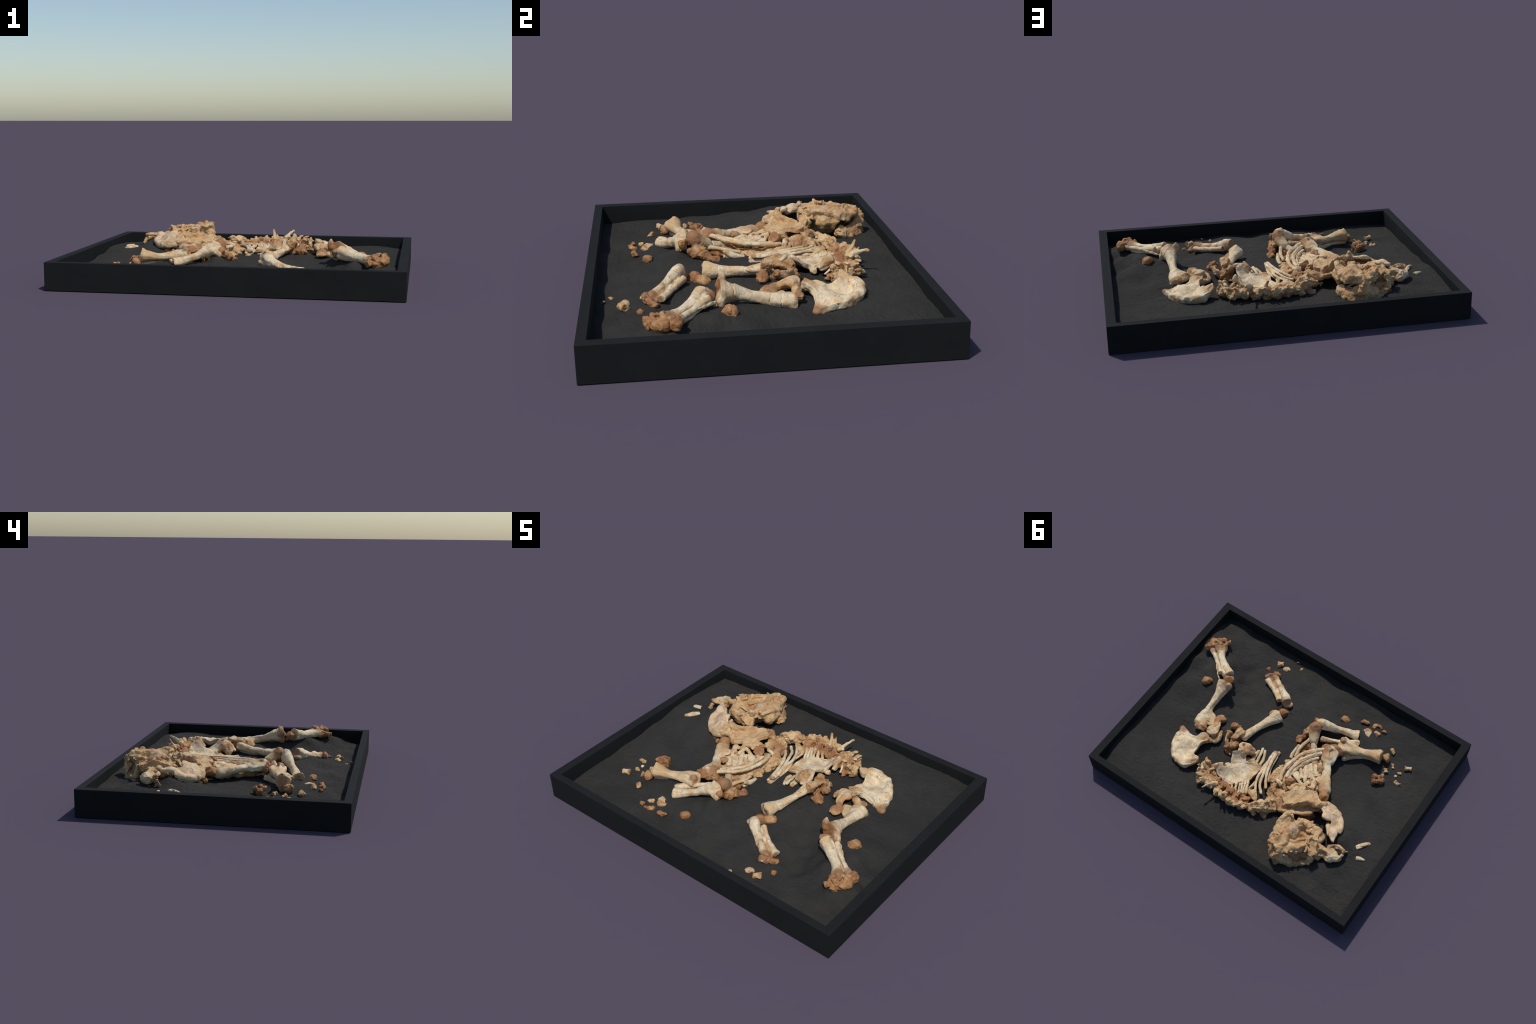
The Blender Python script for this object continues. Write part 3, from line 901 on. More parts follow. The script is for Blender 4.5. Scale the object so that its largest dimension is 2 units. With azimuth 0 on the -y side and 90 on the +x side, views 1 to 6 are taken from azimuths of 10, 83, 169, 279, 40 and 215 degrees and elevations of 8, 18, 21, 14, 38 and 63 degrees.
b = bone('crushed_ribs', 'tan', lump=.0022, warp=.008)      # ribs pressed together beneath the rest
for c, r in (((-.267, .048, .104), (.066, .066, .034)), ((-.169, .082, .104), (.076, .060, .032)), ((-.179, -.013, .100), (.056, .080, .028)), ((-.311, .069, .118), (.060, .045, .036)),
             ((-.159, .128, .110), (.060, .050, .034)), ((-.258, -.032, .104), (.060, .050, .030)), ((-.120, .033, .106), (.060, .050, .028)), ((-.188, -.088, .112), (.050, .050, .030)),
             ((-.264, -.089, .118), (.040, .060, .030)), ((-.140, .170, .114), (.050, .050, .030))):
    b.lump_at(c, r, along=(1, 1, 0) if r[1] > .07 else (1, 0, 0), facets=0)
b.tube([(-.272, .056, .130), (-.295, .055, .137), (-.320, .067, .142)], [(.02, .016), (.02, .016), (.018, .016)])
b.tube([(-.293, .009, .138), (-.293, -.009, .142)], [(.03, .016), (.026, .016)])
b.spot((-.278, .062, .140), .04, 'brown', .7).spot((-.164, .075, .140), .05, 'ochre', .7).spot((-.196, -.076, .140), .05, 'brown', .6).spot((-.196, .034, .140), .05, 'ochre', .6)

for q0, q1, w in (((-.144, .046, .133), (-.220, .108, .148), .015), ((-.188, -.018, .135), (-.248, .070, .146), .014), ((-.214, -.041, .138), (-.273, .050, .144), .017), ((-.230, -.071, .142), (-.298, .021, .146), .017),
                  ((-.134, .110, .136), (-.211, .151, .148), .014), ((-.169, .017, .136), (-.232, .086, .148), .013), ((-.278, .079, .140), (-.275, .136, .158), .015), ((-.289, .038, .142), (-.329, .106, .156), .018)):
    q = bone('rib', 'rib', vox=.0022, rough=.0005, warp=.003)
    q.tube([q0, (np.array(q0) + q1) / 2 + (0, 0, .005), q1], [(w * .9, .010), (w, .009), (w * 1.1, .011)], flat=(True, True))

# loose rib ends below the elbow
r = rib([(-.109, -.184, .158), (-.102, -.141, .156), (-.093, -.106, .148), (-.093, -.070, .138), (-.098, -.033, .130)], (.0115, .010))
r = rib([(-.075, -.101, .140), (-.071, -.076, .128), (-.069, -.049, .118), (-.074, -.018, .112)], [(.012, .012), (.012, .014), (.013, .015), (.012, .013)])
r.spot((-.074, -.098, .140), .018, 'tan', .7)
r = rib([(-.085, -.100, .116), (-.083, -.069, .108), (-.081, -.036, .102)], (.014, .012))
b = bone('rib_head', 'brown', chips=.0018, lump=.002)
b.lump_at((-.110, -.135, .118), (.030, .022, .022))
b.lump_at((-.121, -.155, .130), (.022, .026, .026))
b.lump_at((-.112, -.097, .112), (.040, .024, .020))
b.lump_at((-.163, -.147, .118), (.046, .030, .026))
b.spot((-.103, -.110, .120), .03, 'ochre', .7)

# ---- right foreleg -------------------------------------------------------------------
b = bone('humerus_head', 'brown', rough=.0006)
b.lump_at((-.421, .117, .152), (.035, .036, .033))
b.lump_at((-.405, .10, .140), (.03, .03, .03))
b.spot((-.45, .13, .16), .02, 'ochre', .6)

b = bone('humerus', 'shaft', rough=.0006, warp=.0022, ridge=.06)
b.tube([(-.398, .071, .140), (-.379, .042, .142), (-.359, .003, .148), (-.339, -.038, .153), (-.315, -.074, .156), (-.298, -.107, .160), (-.285, -.143, .166), (-.275, -.176, .168)],
       [(.040, .034), (.040, .034), (.034, .028), (.029, .024), (.026, .025), (.029, .028), (.038, .036), (.048, .038)])
b.plate([(-.240, -.158, .205), (-.262, -.174, .208), (-.282, -.188, .207), (-.308, -.195, .196), (-.328, -.195, .180), (-.337, -.158, .172), (-.335, -.113, .170), (-.320, -.091, .178), (-.289, -.088, .180), (-.258, -.093, .176), (-.246, -.123, .190)],
        .030, inner=[(-.290, -.151, .190), (-.299, -.121, .182)])
b.lump_at((-.261, -.192, .165), (.040, .028, .030), along=(-1, -.3, 0))
b.lump_at((-.334, .035, .160), (.024, .030, .016), along=(.4, 1, 0))
b.lump_at((-.306, -.153, .200), (.030, .022, .012), along=(-1, .8, 0), cut=True)
b.crack((-.366, -.023, .170), (.3, 1, 0), depth=.003)
b.spot((-.258, -.132, .200), .050, 'tan', .9).spot((-.250, -.171, .190), .034, 'brown', .9).spot((-.268, -.199, .170), .034, 'brown', .9).spot((-.373, .074, .160), .045, 'ochre', .7).spot((-.348, .030, .170), .03, 'tan', .8)

b = bone('elbow_joint', 'brown', chips=.0012, lump=.002, warp=.006)
b.tube([(-.275, -.212, .168), (-.293, -.216, .166), (-.316, -.214, .160), (-.328, -.208, .150)], [(.022, .024), (.024, .026), (.022, .026), (.018, .022)])
b.lump_at((-.237, -.192, .160), (.034, .02, .028), along=(-1, -.5, 0))

b = bone('bone_chip', 'tan', chips=.001)
b.tube([(-.297, -.020, .150), (-.292, -.035, .160), (-.289, -.048, .168)], [(.020, .016), (.022, .016), (.024, .012)], flat=(False, True))
b.tube([(-.294, -.050, .170), (-.314, -.051, .165)], [(.009, .009), (.009, .009)])
b.spot((-.291, -.045, .180), .03, 'brown', .7)

b = bone('ulna', 'shaft', rough=.0006, warp=.0022, ridge=.06)
b.tube([(-.315, -.266, .150), (-.347, -.268, .150), (-.389, -.278, .147), (-.442, -.298, .142), (-.495, -.318, .143), (-.536, -.327, .148), (-.566, -.335, .152)],
       [(.050, .034), (.044, .034), (.031, .028), (.0215, .0225), (.0235, .025), (.032, .035), (.041, .043)], flat=(False, True))
b.tube([(-.300, -.316, .160), (-.350, -.314, .148), (-.427, -.318, .140), (-.485, -.336, .146), (-.538, -.368, .150)], [(.012, .018), (.009, .014), (.008, .012), (.011, .018), (.016, .026)], k=.016)
b.lump_at((-.297, -.291, .178), (.020, .020, .020))
b.lump_at((-.361, -.231, .125), (.024, .024, .016))
b.tube([(-.305, -.282, .190), (-.339, -.286, .178), (-.395, -.295, .160)], [.010, .010, .008])
b.lump_at((-.344, -.260, .190), (.040, .026, .018), along=(-1, .2, 0), cut=True)
b.lump_at((-.530, -.312, .185), (.010, .010, .006), cut=True)
b.spot((-.525, -.310, .130), .09, 'tan', .75).spot((-.379, -.276, .130), .07, 'cream', .8).spot((-.295, -.288, .190), .035, 'brown', .8).spot((-.572, -.334, .155), .036, 'brown', .75).spot((-.351, -.236, .140), .035, 'ochre', .7).spot((-.530, -.300, .150), .05, 'tan', .5)

b = bone('radius', 'shaft', rough=.0006, warp=.0022, ridge=.06)
b.tube([(-.361, -.215, .112), (-.398, -.250, .110), (-.450, -.291, .106), (-.499, -.318, .104), (-.543, -.332, .104), (-.563, -.339, .104)],
       [(.018, .018), (.014, .016), .014, (.015, .016), (.020, .020), (.022, .024)], flat=(False, True))
b.spot((-.563, -.339, .104), .024, 'ochre', .7).spot((-.451, -.289, .110), .05, 'yellow', .4)

b = bone('wrist_bone', 'brown', chips=.001)
b.lump_at((-.588, -.374, .114), (.034, .026, .034), along=(-.6, 1, 0), facets=5)
b.spot((-.585, -.383, .135), .02, 'tan', .7)

# ---- left foreleg -----------------------------------------------------------------------
b = bone('humerus', 'shaft', rough=.0006, warp=.0022, ridge=.06)
b.lump_at((-.108, -.252, .210), (.038, .036, .040), facets=4)
b.tube([(-.108, -.240, .200), (-.120, -.217, .185), (-.136, -.189, .170), (-.150, -.168, .155), (-.169, -.143, .148), (-.191, -.116, .142), (-.215, -.083, .138), (-.239, -.040, .134), (-.258, .005, .130)],
       [(.036, .032), (.037, .030), (.030, .027), (.024, .022), (.021, .020), (.022, .020), (.023, .020), (.025, .020), (.028, .020)])
b.lump_at((-.070, -.210, .165), (.024, .014, .012), along=(.5, 1, 0))
b.lump_at((-.088, -.235, .165), (.028, .028, .026))
b.crack((-.153, -.161, .175), (-.2, 1, 0), depth=.006, width=.003)
b.spot((-.104, -.256, .215), .058, 'brown', .95).spot((-.066, -.207, .170), .024, 'ochre', .9).spot((-.237, -.029, .140), .06, 'ochre', .6)

b = bone('elbow_joint', 'brown', chips=.0014, lump=.002, warp=.006)
b.lump_at((-.090, -.308, .186), (.028, .026, .028))
b.lump_at((-.072, -.255, .150), (.032, .036, .032))
b.lump_at((-.062, -.205, .130), (.034, .038, .028))
b.lump_at((-.045, -.160, .115), (.028, .034, .022))
b.lump_at((-.125, -.285, .205), (.020, .018, .026))
b.spot((-.065, -.25, .17), .02, 'tan', .7)

b = bone('ulna', 'shaft', rough=.0006, warp=.0022, ridge=.06)
b.tube([(-.122, -.302, .202), (-.150, -.313, .190), (-.185, -.330, .174), (-.220, -.346, .158), (-.265, -.368, .142), (-.310, -.388, .130), (-.348, -.404, .122)],
       [(.034, .036), (.033, .036), (.026, .028), (.0205, .0215), (.021, .022), (.028, .026), (.036, .031)], flat=(False, True))
b.lump_at((-.138, -.294, .228), (.012, .014, .018))
b.tube([(-.140, -.312, .20), (-.12, -.325, .176), (-.095, -.325, .165)], [.014, .016, .018])
b.lump_at((-.318, -.405, .152), (.024, .010, .010), along=(-1, -.5, 0), cut=True)
b.spot((-.125, -.30, .22), .024, 'tan', .8).spot((-.345, -.42, .13), .020, 'tan', .8).spot((-.36, -.405, .12), .020, 'brown', .8).spot((-.10, -.325, .165), .024, 'brown', .8)

b = bone('radius', 'shaft', rough=.0006, warp=.0022, ridge=.06)
b.tube([(-.178, -.228, .158), (-.215, -.248, .150), (-.262, -.275, .140), (-.310, -.310, .130), (-.350, -.338, .122), (-.378, -.358, .112)],
       [(.018, .020), .015, .013, .0145, (.022, .020), (.028, .022)], flat=(False, True))
b.spot((-.178, -.228, .16), .024, 'tan', .7).spot((-.37, -.35, .12), .022, 'tan', .7)

b = bone('wrist_bone', 'brown', chips=.0008)
b.lump_at((-.400, -.382, .082), (.022, .018, .014), along=(1, -.6, 0))

# ---- shoulder blade -----------------------------------------------------------------------
b = bone('shoulder_blade', 'tan', rough=.0008, lump=.001)
b.plate([(-.222, .292, .200), (-.213, .267, .202), (-.229, .222, .202), (-.283, .172, .192), (-.347, .125, .178), (-.381, .127, .172), (-.420, .164, .180), (-.416, .193, .192), (-.359, .239, .192), (-.305, .287, .196), (-.262, .319, .200)],
        .024, inner=[(-.295, .232, .190), (-.352, .185, .180)], rim=.004)
b.plate([(-.218, .332, .178), (-.204, .296, .184), (-.241, .281, .176), (-.311, .253, .166), (-.398, .208, .160), (-.443, .188, .160), (-.450, .216, .160), (-.420, .244, .160), (-.425, .265, .162), (-.394, .289, .163), (-.330, .323, .165), (-.270, .356, .168), (-.241, .357, .170)],
        .020, inner=[(-.334, .278, .158)])
b.tube([(-.249, .326, .182), (-.296, .292, .188), (-.336, .256, .196), (-.372, .224, .204), (-.414, .209, .206)], [(.010, .020), (.009, .022), (.009, .024), (.009, .024), (.014, .024)])
b.tube([(-.268, .344, .158), (-.334, .312, .156), (-.390, .283, .154), (-.419, .256, .154)], [(.010, .013), (.010, .012), (.010, .012), (.013, .012)])
b.tube([(-.201, .304, .165), (-.218, .333, .158), (-.244, .353, .155)], [(.014, .020), (.014, .022), (.014, .02)])
b.tube([(-.410, .214, .198), (-.447, .200, .222), (-.441, .217, .245)], [(.022, .016), (.018, .014), (.007, .006)])
b.lump_at((-.462, .178, .190), (.028, .024, .028))
b.tube([(-.40, .17, .17), (-.44, .18, .17), (-.47, .165, .175)], [.02, .022, .024])
b.crack((-.299, .288, .190), (.7, -.2, 0), depth=.002)
b.spot((-.380, .226, .205), .05, 'ochre', .5).spot((-.45, .2, .21), .036, 'tan', .8).spot((-.223, .323, .180), .035, 'brown', .7).spot((-.299, .228, .200), .08, 'cream', .6)
b.spot((-.321, .260, .190), .03, 'ochre', .6)

b = bone('vertebra', 'brown', chips=.0008)
b.drum((-.387, .275, .096), .040, .016, (.15, .25, .95), edge=.008)
b.lump_at((-.416, .248, .092), (.028, .026, .018))
b.lump_at((-.494, .133, .110), (.016, .016, .022))
b.lump_at((-.545, .172, .108), (.040, .022, .020), along=(1, -.6, 0))
b.lump_at((-.44, .17, .115), (.046, .04, .034))

# ---- lower jaw -----------------------------------------------------------------------------
b = bone('lower_jaw', 'jaw', rough=.0008, lump=.0008, warp=.003)
b.plate([(-.436, .193, .205), (-.458, .161, .196), (-.488, .143, .182), (-.535, .142, .170), (-.581, .159, .165), (-.623, .201, .166), (-.651, .244, .175), (-.656, .275, .186), (-.643, .285, .194), (-.651, .324, .206), (-.651, .359, .213),
         (-.619, .349, .212), (-.593, .327, .206), (-.570, .285, .204), (-.565, .252, .208), (-.539, .265, .226), (-.505, .266, .232), (-.492, .234, .222), (-.467, .218, .212)],
        .022, inner=[(-.561, .210, .196), (-.607, .252, .192), (-.512, .198, .206)], edge=.006)
b.tube([(-.443, .180, .180), (-.496, .145, .160), (-.563, .157, .150), (-.612, .200, .150), (-.638, .254, .166)], [(.020, .022), (.016, .022), (.014, .022), (.014, .022), (.014, .020)])
b.crack((-.619, .236, .190), (.2, 1, 0), depth=.0025).crack((-.447, .196, .200), (1, .3, 0), depth=.003)
b.spot((-.602, .323, .200), .02, 'ochre', .6).spot((-.573, .255, .200), .03, 'tan', .6).spot((-.551, .187, .200), .06, 'pink', .7).spot((-.512, .144, .180), .02, 'tan', .7)

b = bone('cheek_tooth', 'tooth', rough=.0008)
b.tube([(-.555, .270, .186), (-.574, .300, .190), (-.598, .332, .194)], [(.012, .012), (.013, .014), (.010, .012)])
b.spot((-.580, .307, .200), .05, 'yellow', .6)

# ---- skull -----------------------------------------------------------------------------------
b = bone('skull', 'skull', chips=.0007, lump=.0016, rough=.0008, warp=.007, crease=.0016)
# roof: broken plates around a sunken middle
b.plate([(-.323, .382, .250), (-.356, .370, .244), (-.389, .373, .236), (-.413, .358, .236), (-.447, .358, .225), (-.465, .332, .205), (-.503, .323, .196), (-.548, .328, .194),
         (-.579, .346, .192), (-.593, .380, .190), (-.587, .419, .205), (-.596, .446, .216), (-.603, .487, .215), (-.578, .506, .219), (-.551, .503, .221), (-.521, .518, .228),
         (-.502, .548, .227), (-.470, .555, .230), (-.454, .586, .232), (-.423, .608, .238), (-.382, .602, .240), (-.348, .586, .240), (-.319, .549, .240), (-.308, .512, .245),
         (-.301, .471, .250), (-.309, .424, .256)],
        .046, inner=[(-.413, .443, .250), (-.409, .504, .256), (-.442, .425, .222), (-.464, .397, .186), (-.473, .434, .190), (-.459, .486, .206), (-.498, .506, .232), (-.524, .463, .224), (-.556, .452, .220),
                     (-.554, .427, .242), (-.476, .366, .196), (-.505, .368, .212), (-.534, .365, .212), (-.421, .382, .243), (-.343, .504, .252), (-.367, .555, .252), (-.415, .552, .246), (-.334, .452, .252), (-.363, .412, .236), (-.428, .522, .226)],
        soft=.010, edge=.010)
b.lump_at((-.326, .424, .200), (.040, .044, .044))
b.lump_at((-.335, .465, .200), (.044, .050, .044))
b.lump_at((-.378, .545, .230), (.060, .052, .044))
b.lump_at((-.352, .590, .238), (.026, .024, .022))
b.lump_at((-.410, .600, .222), (.036, .026, .022))
b.lump_at((-.407, .434, .218), (.042, .034, .034), facets=6)
b.lump_at((-.404, .501, .238), (.026, .024, .020), facets=6)
b.lump_at((-.418, .368, .226), (.026, .020, .020))
b.lump_at((-.480, .420, .165), (.060, .060, .030))
b.tube([(-.410, .350, .160), (-.455, .346, .172), (-.500, .350, .172), (-.535, .352, .176)], [(.028, .036), (.030, .036), (.032, .036), (.026, .030)])
b.tube([(-.522, .335, .178), (-.543, .352, .205), (-.556, .400, .224), (-.556, .430, .236), (-.540, .458, .240)], [(.018, .018), (.016, .016), (.015, .014), (.014, .012), (.016, .012)])
# rugged seams standing up along the broken edges
b.tube([(-.308, .454, .246), (-.313, .416, .250), (-.327, .383, .252), (-.357, .381, .246)], [(.014, .014), (.018, .016), (.018, .016), (.012, .012)], k=.008)
b.tube([(-.375, .593, .238), (-.417, .600, .238), (-.443, .579, .232), (-.467, .551, .232), (-.502, .522, .236), (-.525, .487, .232)], [(.012, .012), (.014, .012), (.012, .010), (.012, .010), (.016, .010), (.010, .008)], k=.008)
b.tube([(-.539, .427, .240), (-.570, .425, .234), (-.585, .447, .224), (-.580, .490, .216)], [(.012, .012), (.010, .014), (.010, .012), (.014, .010)], k=.006)
b.tube([(-.425, .518, .222), (-.460, .506, .220), (-.485, .469, .214), (-.502, .450, .220)], [.010, .010, .009, .009], k=.006)
b.tube([(-.477, .395, .212), (-.507, .385, .220), (-.529, .367, .216), (-.555, .358, .208)], [(.012, .009), (.014, .008), (.014, .008), (.012, .008)], k=.005)
rr = np.random.RandomState(4)
for q in ((-.380, .591, .242), (-.426, .599, .240), (-.458, .582, .234), (-.476, .556, .234), (-.502, .550, .232), (-.524, .517, .230), (-.552, .504, .224), (-.585, .503, .222), (-.604, .481, .218), (-.534, .478, .228), (-.446, .369, .232), (-.474, .336, .212)):
    b.block(np.array(q) + (0, 0, -.004), (rr.uniform(.010, .018), rr.uniform(.008, .014), .004), along=rr.normal(size=3) * (1, 1, .3), up=rr.normal(size=3) * .35 + (0, 0, 1), edge=.0015, k=.004)
b.lump_at((-.561, .451, .246), (.022, .020, .024), k=.006, cut=True)
b.lump_at((-.372, .425, .258), (.030, .014, .018), k=.006, cut=True)
b.lump_at((-.350, .496, .266), .012, k=.006, cut=True).lump_at((-.357, .541, .262), .012, k=.006, cut=True)
b.lump_at((-.382, .386, .250), (.012, .022, .024), k=.006, cut=True)
b.lump_at((-.375, .504, .262), (.034, .006, .010), along=(-.2, 1, 0), k=.006, cut=True)
b.crack((-.486, .363, .210), (.8, -.4, 0), depth=.005, width=.003).crack((-.415, .469, .250), (.5, .8, 0), depth=.005, width=.0025).crack((-.507, .456, .220), (1, -.1, 0), depth=.004, width=.0025)
b.crack((-.37, .40, .22), (.8, .2, -.4), depth=.008, width=.004)
b.spot((-.409, .442, .250), .035, 'grey', .7).spot((-.476, .416, .200), .05, 'ochre', .6).spot((-.337, .526, .260), .04, 'brown', .4).spot((-.33, .42, .24), .05, 'cream', .5).spot((-.508, .372, .210), .05, 'cream', .6)

b = bone('skull_base', 'skull', chips=.0012, lump=.0028, warp=.007)      # lower half, an open bowl crushed against the sand
b.tube([(-.312, .510, .132), (-.335, .548, .122), (-.368, .590, .128), (-.402, .626, .140), (-.440, .626, .130), (-.490, .610, .112), (-.545, .575, .108), (-.590, .530, .112)],
       [(.026, .028), (.032, .034), (.032, .042), (.024, .050), (.020, .038), (.014, .022), (.014, .018), (.014, .018)])
b.plate([(-.428, .592, .198), (-.462, .552, .186), (-.500, .517, .180), (-.548, .497, .178), (-.585, .510, .168), (-.594, .540, .150), (-.566, .565, .140), (-.526, .589, .136), (-.494, .615, .124), (-.460, .616, .150)], .050, inner=[(-.516, .540, .150), (-.555, .528, .148), (-.487, .570, .164)], soft=.02)
b.lump_at((-.535, .532, .176), (.044, .020, .026), along=(-.9, .4, 0), cut=True, k=.006)
b.lump_at((-.526, .571, .152), (.026, .016, .018), cut=True, k=.006)
b.lump_at((-.574, .537, .152), (.024, .018, .016), cut=True, k=.006)
b.tube([(-.372, .620, .160), (-.402, .640, .178), (-.414, .630, .198), (-.425, .612, .215)], [(.018, .020), (.012, .022), (.010, .018), (.010, .014)])
b.lump_at((-.330, .515, .150), (.020, .020, .024))
b.lump_at((-.480, .552, .104), (.090, .058, .024), along=(1, .3, 0), facets=0)
b.lump_at((-.540, .465, .130), (.060, .040, .036))
b.lump_at((-.490, .420, .125), (.060, .055, .036), facets=0)
b.lump_at((-.450, .490, .115), (.040, .050, .026), facets=0)
b.lump_at((-.590, .470, .140), (.050, .034, .034))
b.tube([(-.425, .605, .205), (-.430, .622, .175), (-.432, .628, .150)], [(.028, .014), (.030, .014), (.03, .014)], up=(0, 1, 0))
b.tube([(-.585, .510, .205), (-.592, .520, .175), (-.590, .520, .145)], [(.020, .012), (.022, .012), (.024, .014)], up=(0, 1, 0))
b.plate([(-.437, .603, .228), (-.455, .587, .205), (-.486, .587, .182), (-.520, .591, .164), (-.513, .602, .150), (-.491, .620, .132), (-.465, .614, .152), (-.446, .610, .185)], .014, soft=.02, edge=.003, smooth=False)
b.plate([(-.528, .574, .112), (-.558, .563, .116), (-.586, .545, .130), (-.580, .527, .140), (-.554, .548, .125)], .012, soft=.02, edge=.003, smooth=False)
b.tube([(-.575, .530, .125), (-.582, .534, .142), (-.578, .540, .152)], [(.012, .008), (.008, .006), (.004, .004)])
b.lump_at((-.410, .636, .098), (.03, .02, .018))
b.lump_at((-.430, .650, .100), .010)
b.spot((-.36, .59, .15), .07, 'ochre', .7).spot((-.5, .56, .14), .05, 'brown', .6).spot((-.46, .60, .13), .03, 'grey', .5)

b = bone('snout', 'skull', chips=.0012, lump=.0016, warp=.006)
b.tube([(-.575, .440, .190), (-.610, .432, .186), (-.640, .425, .184), (-.668, .418, .182)], [(.032, .024), (.022, .020), (.018, .017), (.022, .020)])
b.lump_at((-.690, .412, .165), (.052, .040, .032), along=(1, -.35, 0))
b.tube([(-.650, .395, .190), (-.690, .368, .194), (-.722, .362, .192), (-.742, .372, .190)], [.012, .012, .012, .008])
b.tube([(-.676, .458, .160), (-.70, .445, .158), (-.728, .418, .160), (-.742, .39, .17)], [(.016, .024), (.016, .024), (.014, .022), (.012, .016)])
b.tube([(-.735, .365, .165), (-.742, .352, .148), (-.748, .345, .132)], [(.006, .012), (.006, .012), (.004, .008)])
b.lump_at((-.700, .398, .198), (.034, .020, .016), along=(1, -.35, 0), cut=True)
b.lump_at((-.748, .382, .150), (.020, .012, .012), cut=True)
b.lump_at((-.625, .425, .208), (.040, .010, .010), along=(1, -.15, 0), cut=True)
b.tube([(-.56, .452, .16), (-.60, .455, .15), (-.64, .445, .15)], [.03, .026, .02])
b.spot((-.70, .44, .17), .045, 'pale', .8).spot((-.735, .365, .195), .02, 'brown', .6).spot((-.62, .43, .2), .03, 'tan', .6)

# ---- tusk pieces -----------------------------------------------------------------------------
b = bone('milk_tusk', 'tooth', vox=.0020, rough=.0006, warp=.0015)
b.tube([(-.774, .279, .119), (-.788, .258, .121), (-.806, .233, .121), (-.831, .205, .119)], [(.013, .010), (.015, .011), (.014, .011), (.011, .008)], flat=(True, False))
b.crack((-.804, .240, .130), (-.6, .6, 0), depth=.003)
b.spot((-.830, .208, .120), .022, 'ochre', .7).spot((-.798, .238, .120), .02, 'tan', .6)
b = bone('milk_tusk', 'tooth', vox=.0020, rough=.0006, warp=.0012)
b.tube([(-.812, .334, .116), (-.832, .326, .117), (-.851, .319, .116), (-.860, .314, .113)], [(.013, .012), (.013, .012), (.010, .010), (.005, .006)], flat=(True, False))
b.lump_at((-.811, .334, .116), (.012, .006, .006), along=(-1, .3, 0), cut=True, k=.003)

# ---- loose foot bones --------------------------------------------------------------------------
def pebble(c, r, along=(1, 0, 0), name='foot_bone', look='brown', chips=.0024, **kw):
    p = bone(name, look, vox=.0022, chips=chips * .5, lump=.0022, warp=.005, **kw)
    p.lump_at(c, tuple(1.35 * q for q in r), along=along, facets=11)
    return p

def knuckle(a, c, ends=(.012, .010), waist=.008, name='toe_bone', look='tan', **kw):
    """small hour-glass toe bone from a to c"""
    p = bone(name, look, vox=.0020, rough=.0006, chips=.0006, warp=.004, **kw)
    a, c = np.array(a), np.array(c)
    ends, waist = tuple(1.25 * e for e in ends), 1.25 * waist
    p.tube([a, (a + c) / 2, c], [(ends[0], ends[0] * .9), (waist, waist), (ends[1], ends[1] * .9)], flat=(True, True))
    return p

p = pebble((.722, -.154, .148), (.028, .021, .019), (1, .7, 0), 'kneecap')
p.lump_at((.703, -.166, .144), .012)
p.spot((.73, -.15, .165), .02, 'ochre', .6)
knuckle((.436, -.580, .076), (.400, -.604, .075), (.017, .014), .011).spot((.43, -.585, .08), .012, 'brown', .4)
p = pebble((.360, -.583, .073), (.022, .018, .013), (1, .5, 0), 'foot_bone', 'tan')
p.lump_at((.380, -.578, .071), (.010, .008, .008)).lump_at((.345, -.597, .070), .008).lump_at((.352, -.570, .070), .008)
p = pebble((.466, -.516, .070), (.016, .013, .013), (1, 1, 0), 'toe_bone')
p.lump_at((.455, -.510, .066), .008)
pebble((.281, -.642, .068), (.011, .008, .007), (1, .4, 0), 'toe_bone', 'tan')
pebble((.325, -.678, .067), (.008, .007, .006), (1, 0, 0), 'toe_bone')
p = pebble((-.201, -.476, .084), (.026, .020, .018), (1, .3, 0))
p.block((-.199, -.478, .086), (.018, .016, .014), along=(1, .4, 0), k=.012)
p.spot((-.20, -.47, .10), .022, 'ochre', .7)
p = pebble((-.315, -.542, .076), (.016, .012, .011), (1, .3, 0))
p.lump_at((-.337, -.550, .079), (.014, .012, .012)).lump_at((-.298, -.532, .074), .009)
p = pebble((-.407, -.558, .084), (.020, .012, .011), (1, .2, 0), chips=.003)
p.lump_at((-.385, -.546, .080), (.014, .013, .012)).lump_at((-.428, -.562, .086), (.010, .008, .008))
p.spot((-.39, -.55, .09), .016, 'tan', .8)
p = pebble((-.386, -.462, .084), (.024, .018, .017), (.5, 1, 0), look='tan')
p.lump_at((-.372, -.490, .082), (.026, .019, .019), along=(1, .4, 0)).lump_at((-.356, -.452, .080), (.012, .022, .014)).lump_at((-.397, -.440, .080), (.020, .016, .016))
p.spot((-.386, -.462, .10), .02, 'pale', .8).spot((-.37, -.495, .09), .02, 'brown', .5)
pebble((-.435, -.505, .084), (.018, .014, .013), (1, .3, 0), look='tan').spot((-.43, -.50, .09), .012, 'brown', .5)
pebble((-.462, -.549, .084), (.013, .011, .011), (1, .3, 0))
pebble((-.594, -.449, .084), (.019, .015, .014), (1, -.8, 0), look='tan').spot((-.60, -.46, .09), .014, 'brown', .5)
p = bone('carpal_block', 'brown', vox=.0022, chips=.002, lump=.003)
p.block((-.622, -.212, .096), (.038, .028, .026), along=(1, .58, 0), edge=.008)
p.lump_at((-.600, -.215, .118), (.016, .016, .014)).lump_at((-.636, -.238, .122), (.013, .013, .016)).lump_at((-.652, -.225, .100), (.014, .016, .020)).lump_at((-.625, -.19, .11), (.016, .014, .014))
p.tube([(-.628, -.238, .108), (-.640, -.244, .122), (-.645, -.247, .130)], [.009, .008, .006])
p.lump_at((-.612, -.205, .118), (.020, .010, .010), along=(1, .58, 0), cut=True, k=.008)
p.lump_at((-.630, -.190, .090), (.020, .008, .010), along=(1, .58, 0), cut=True, k=.008)
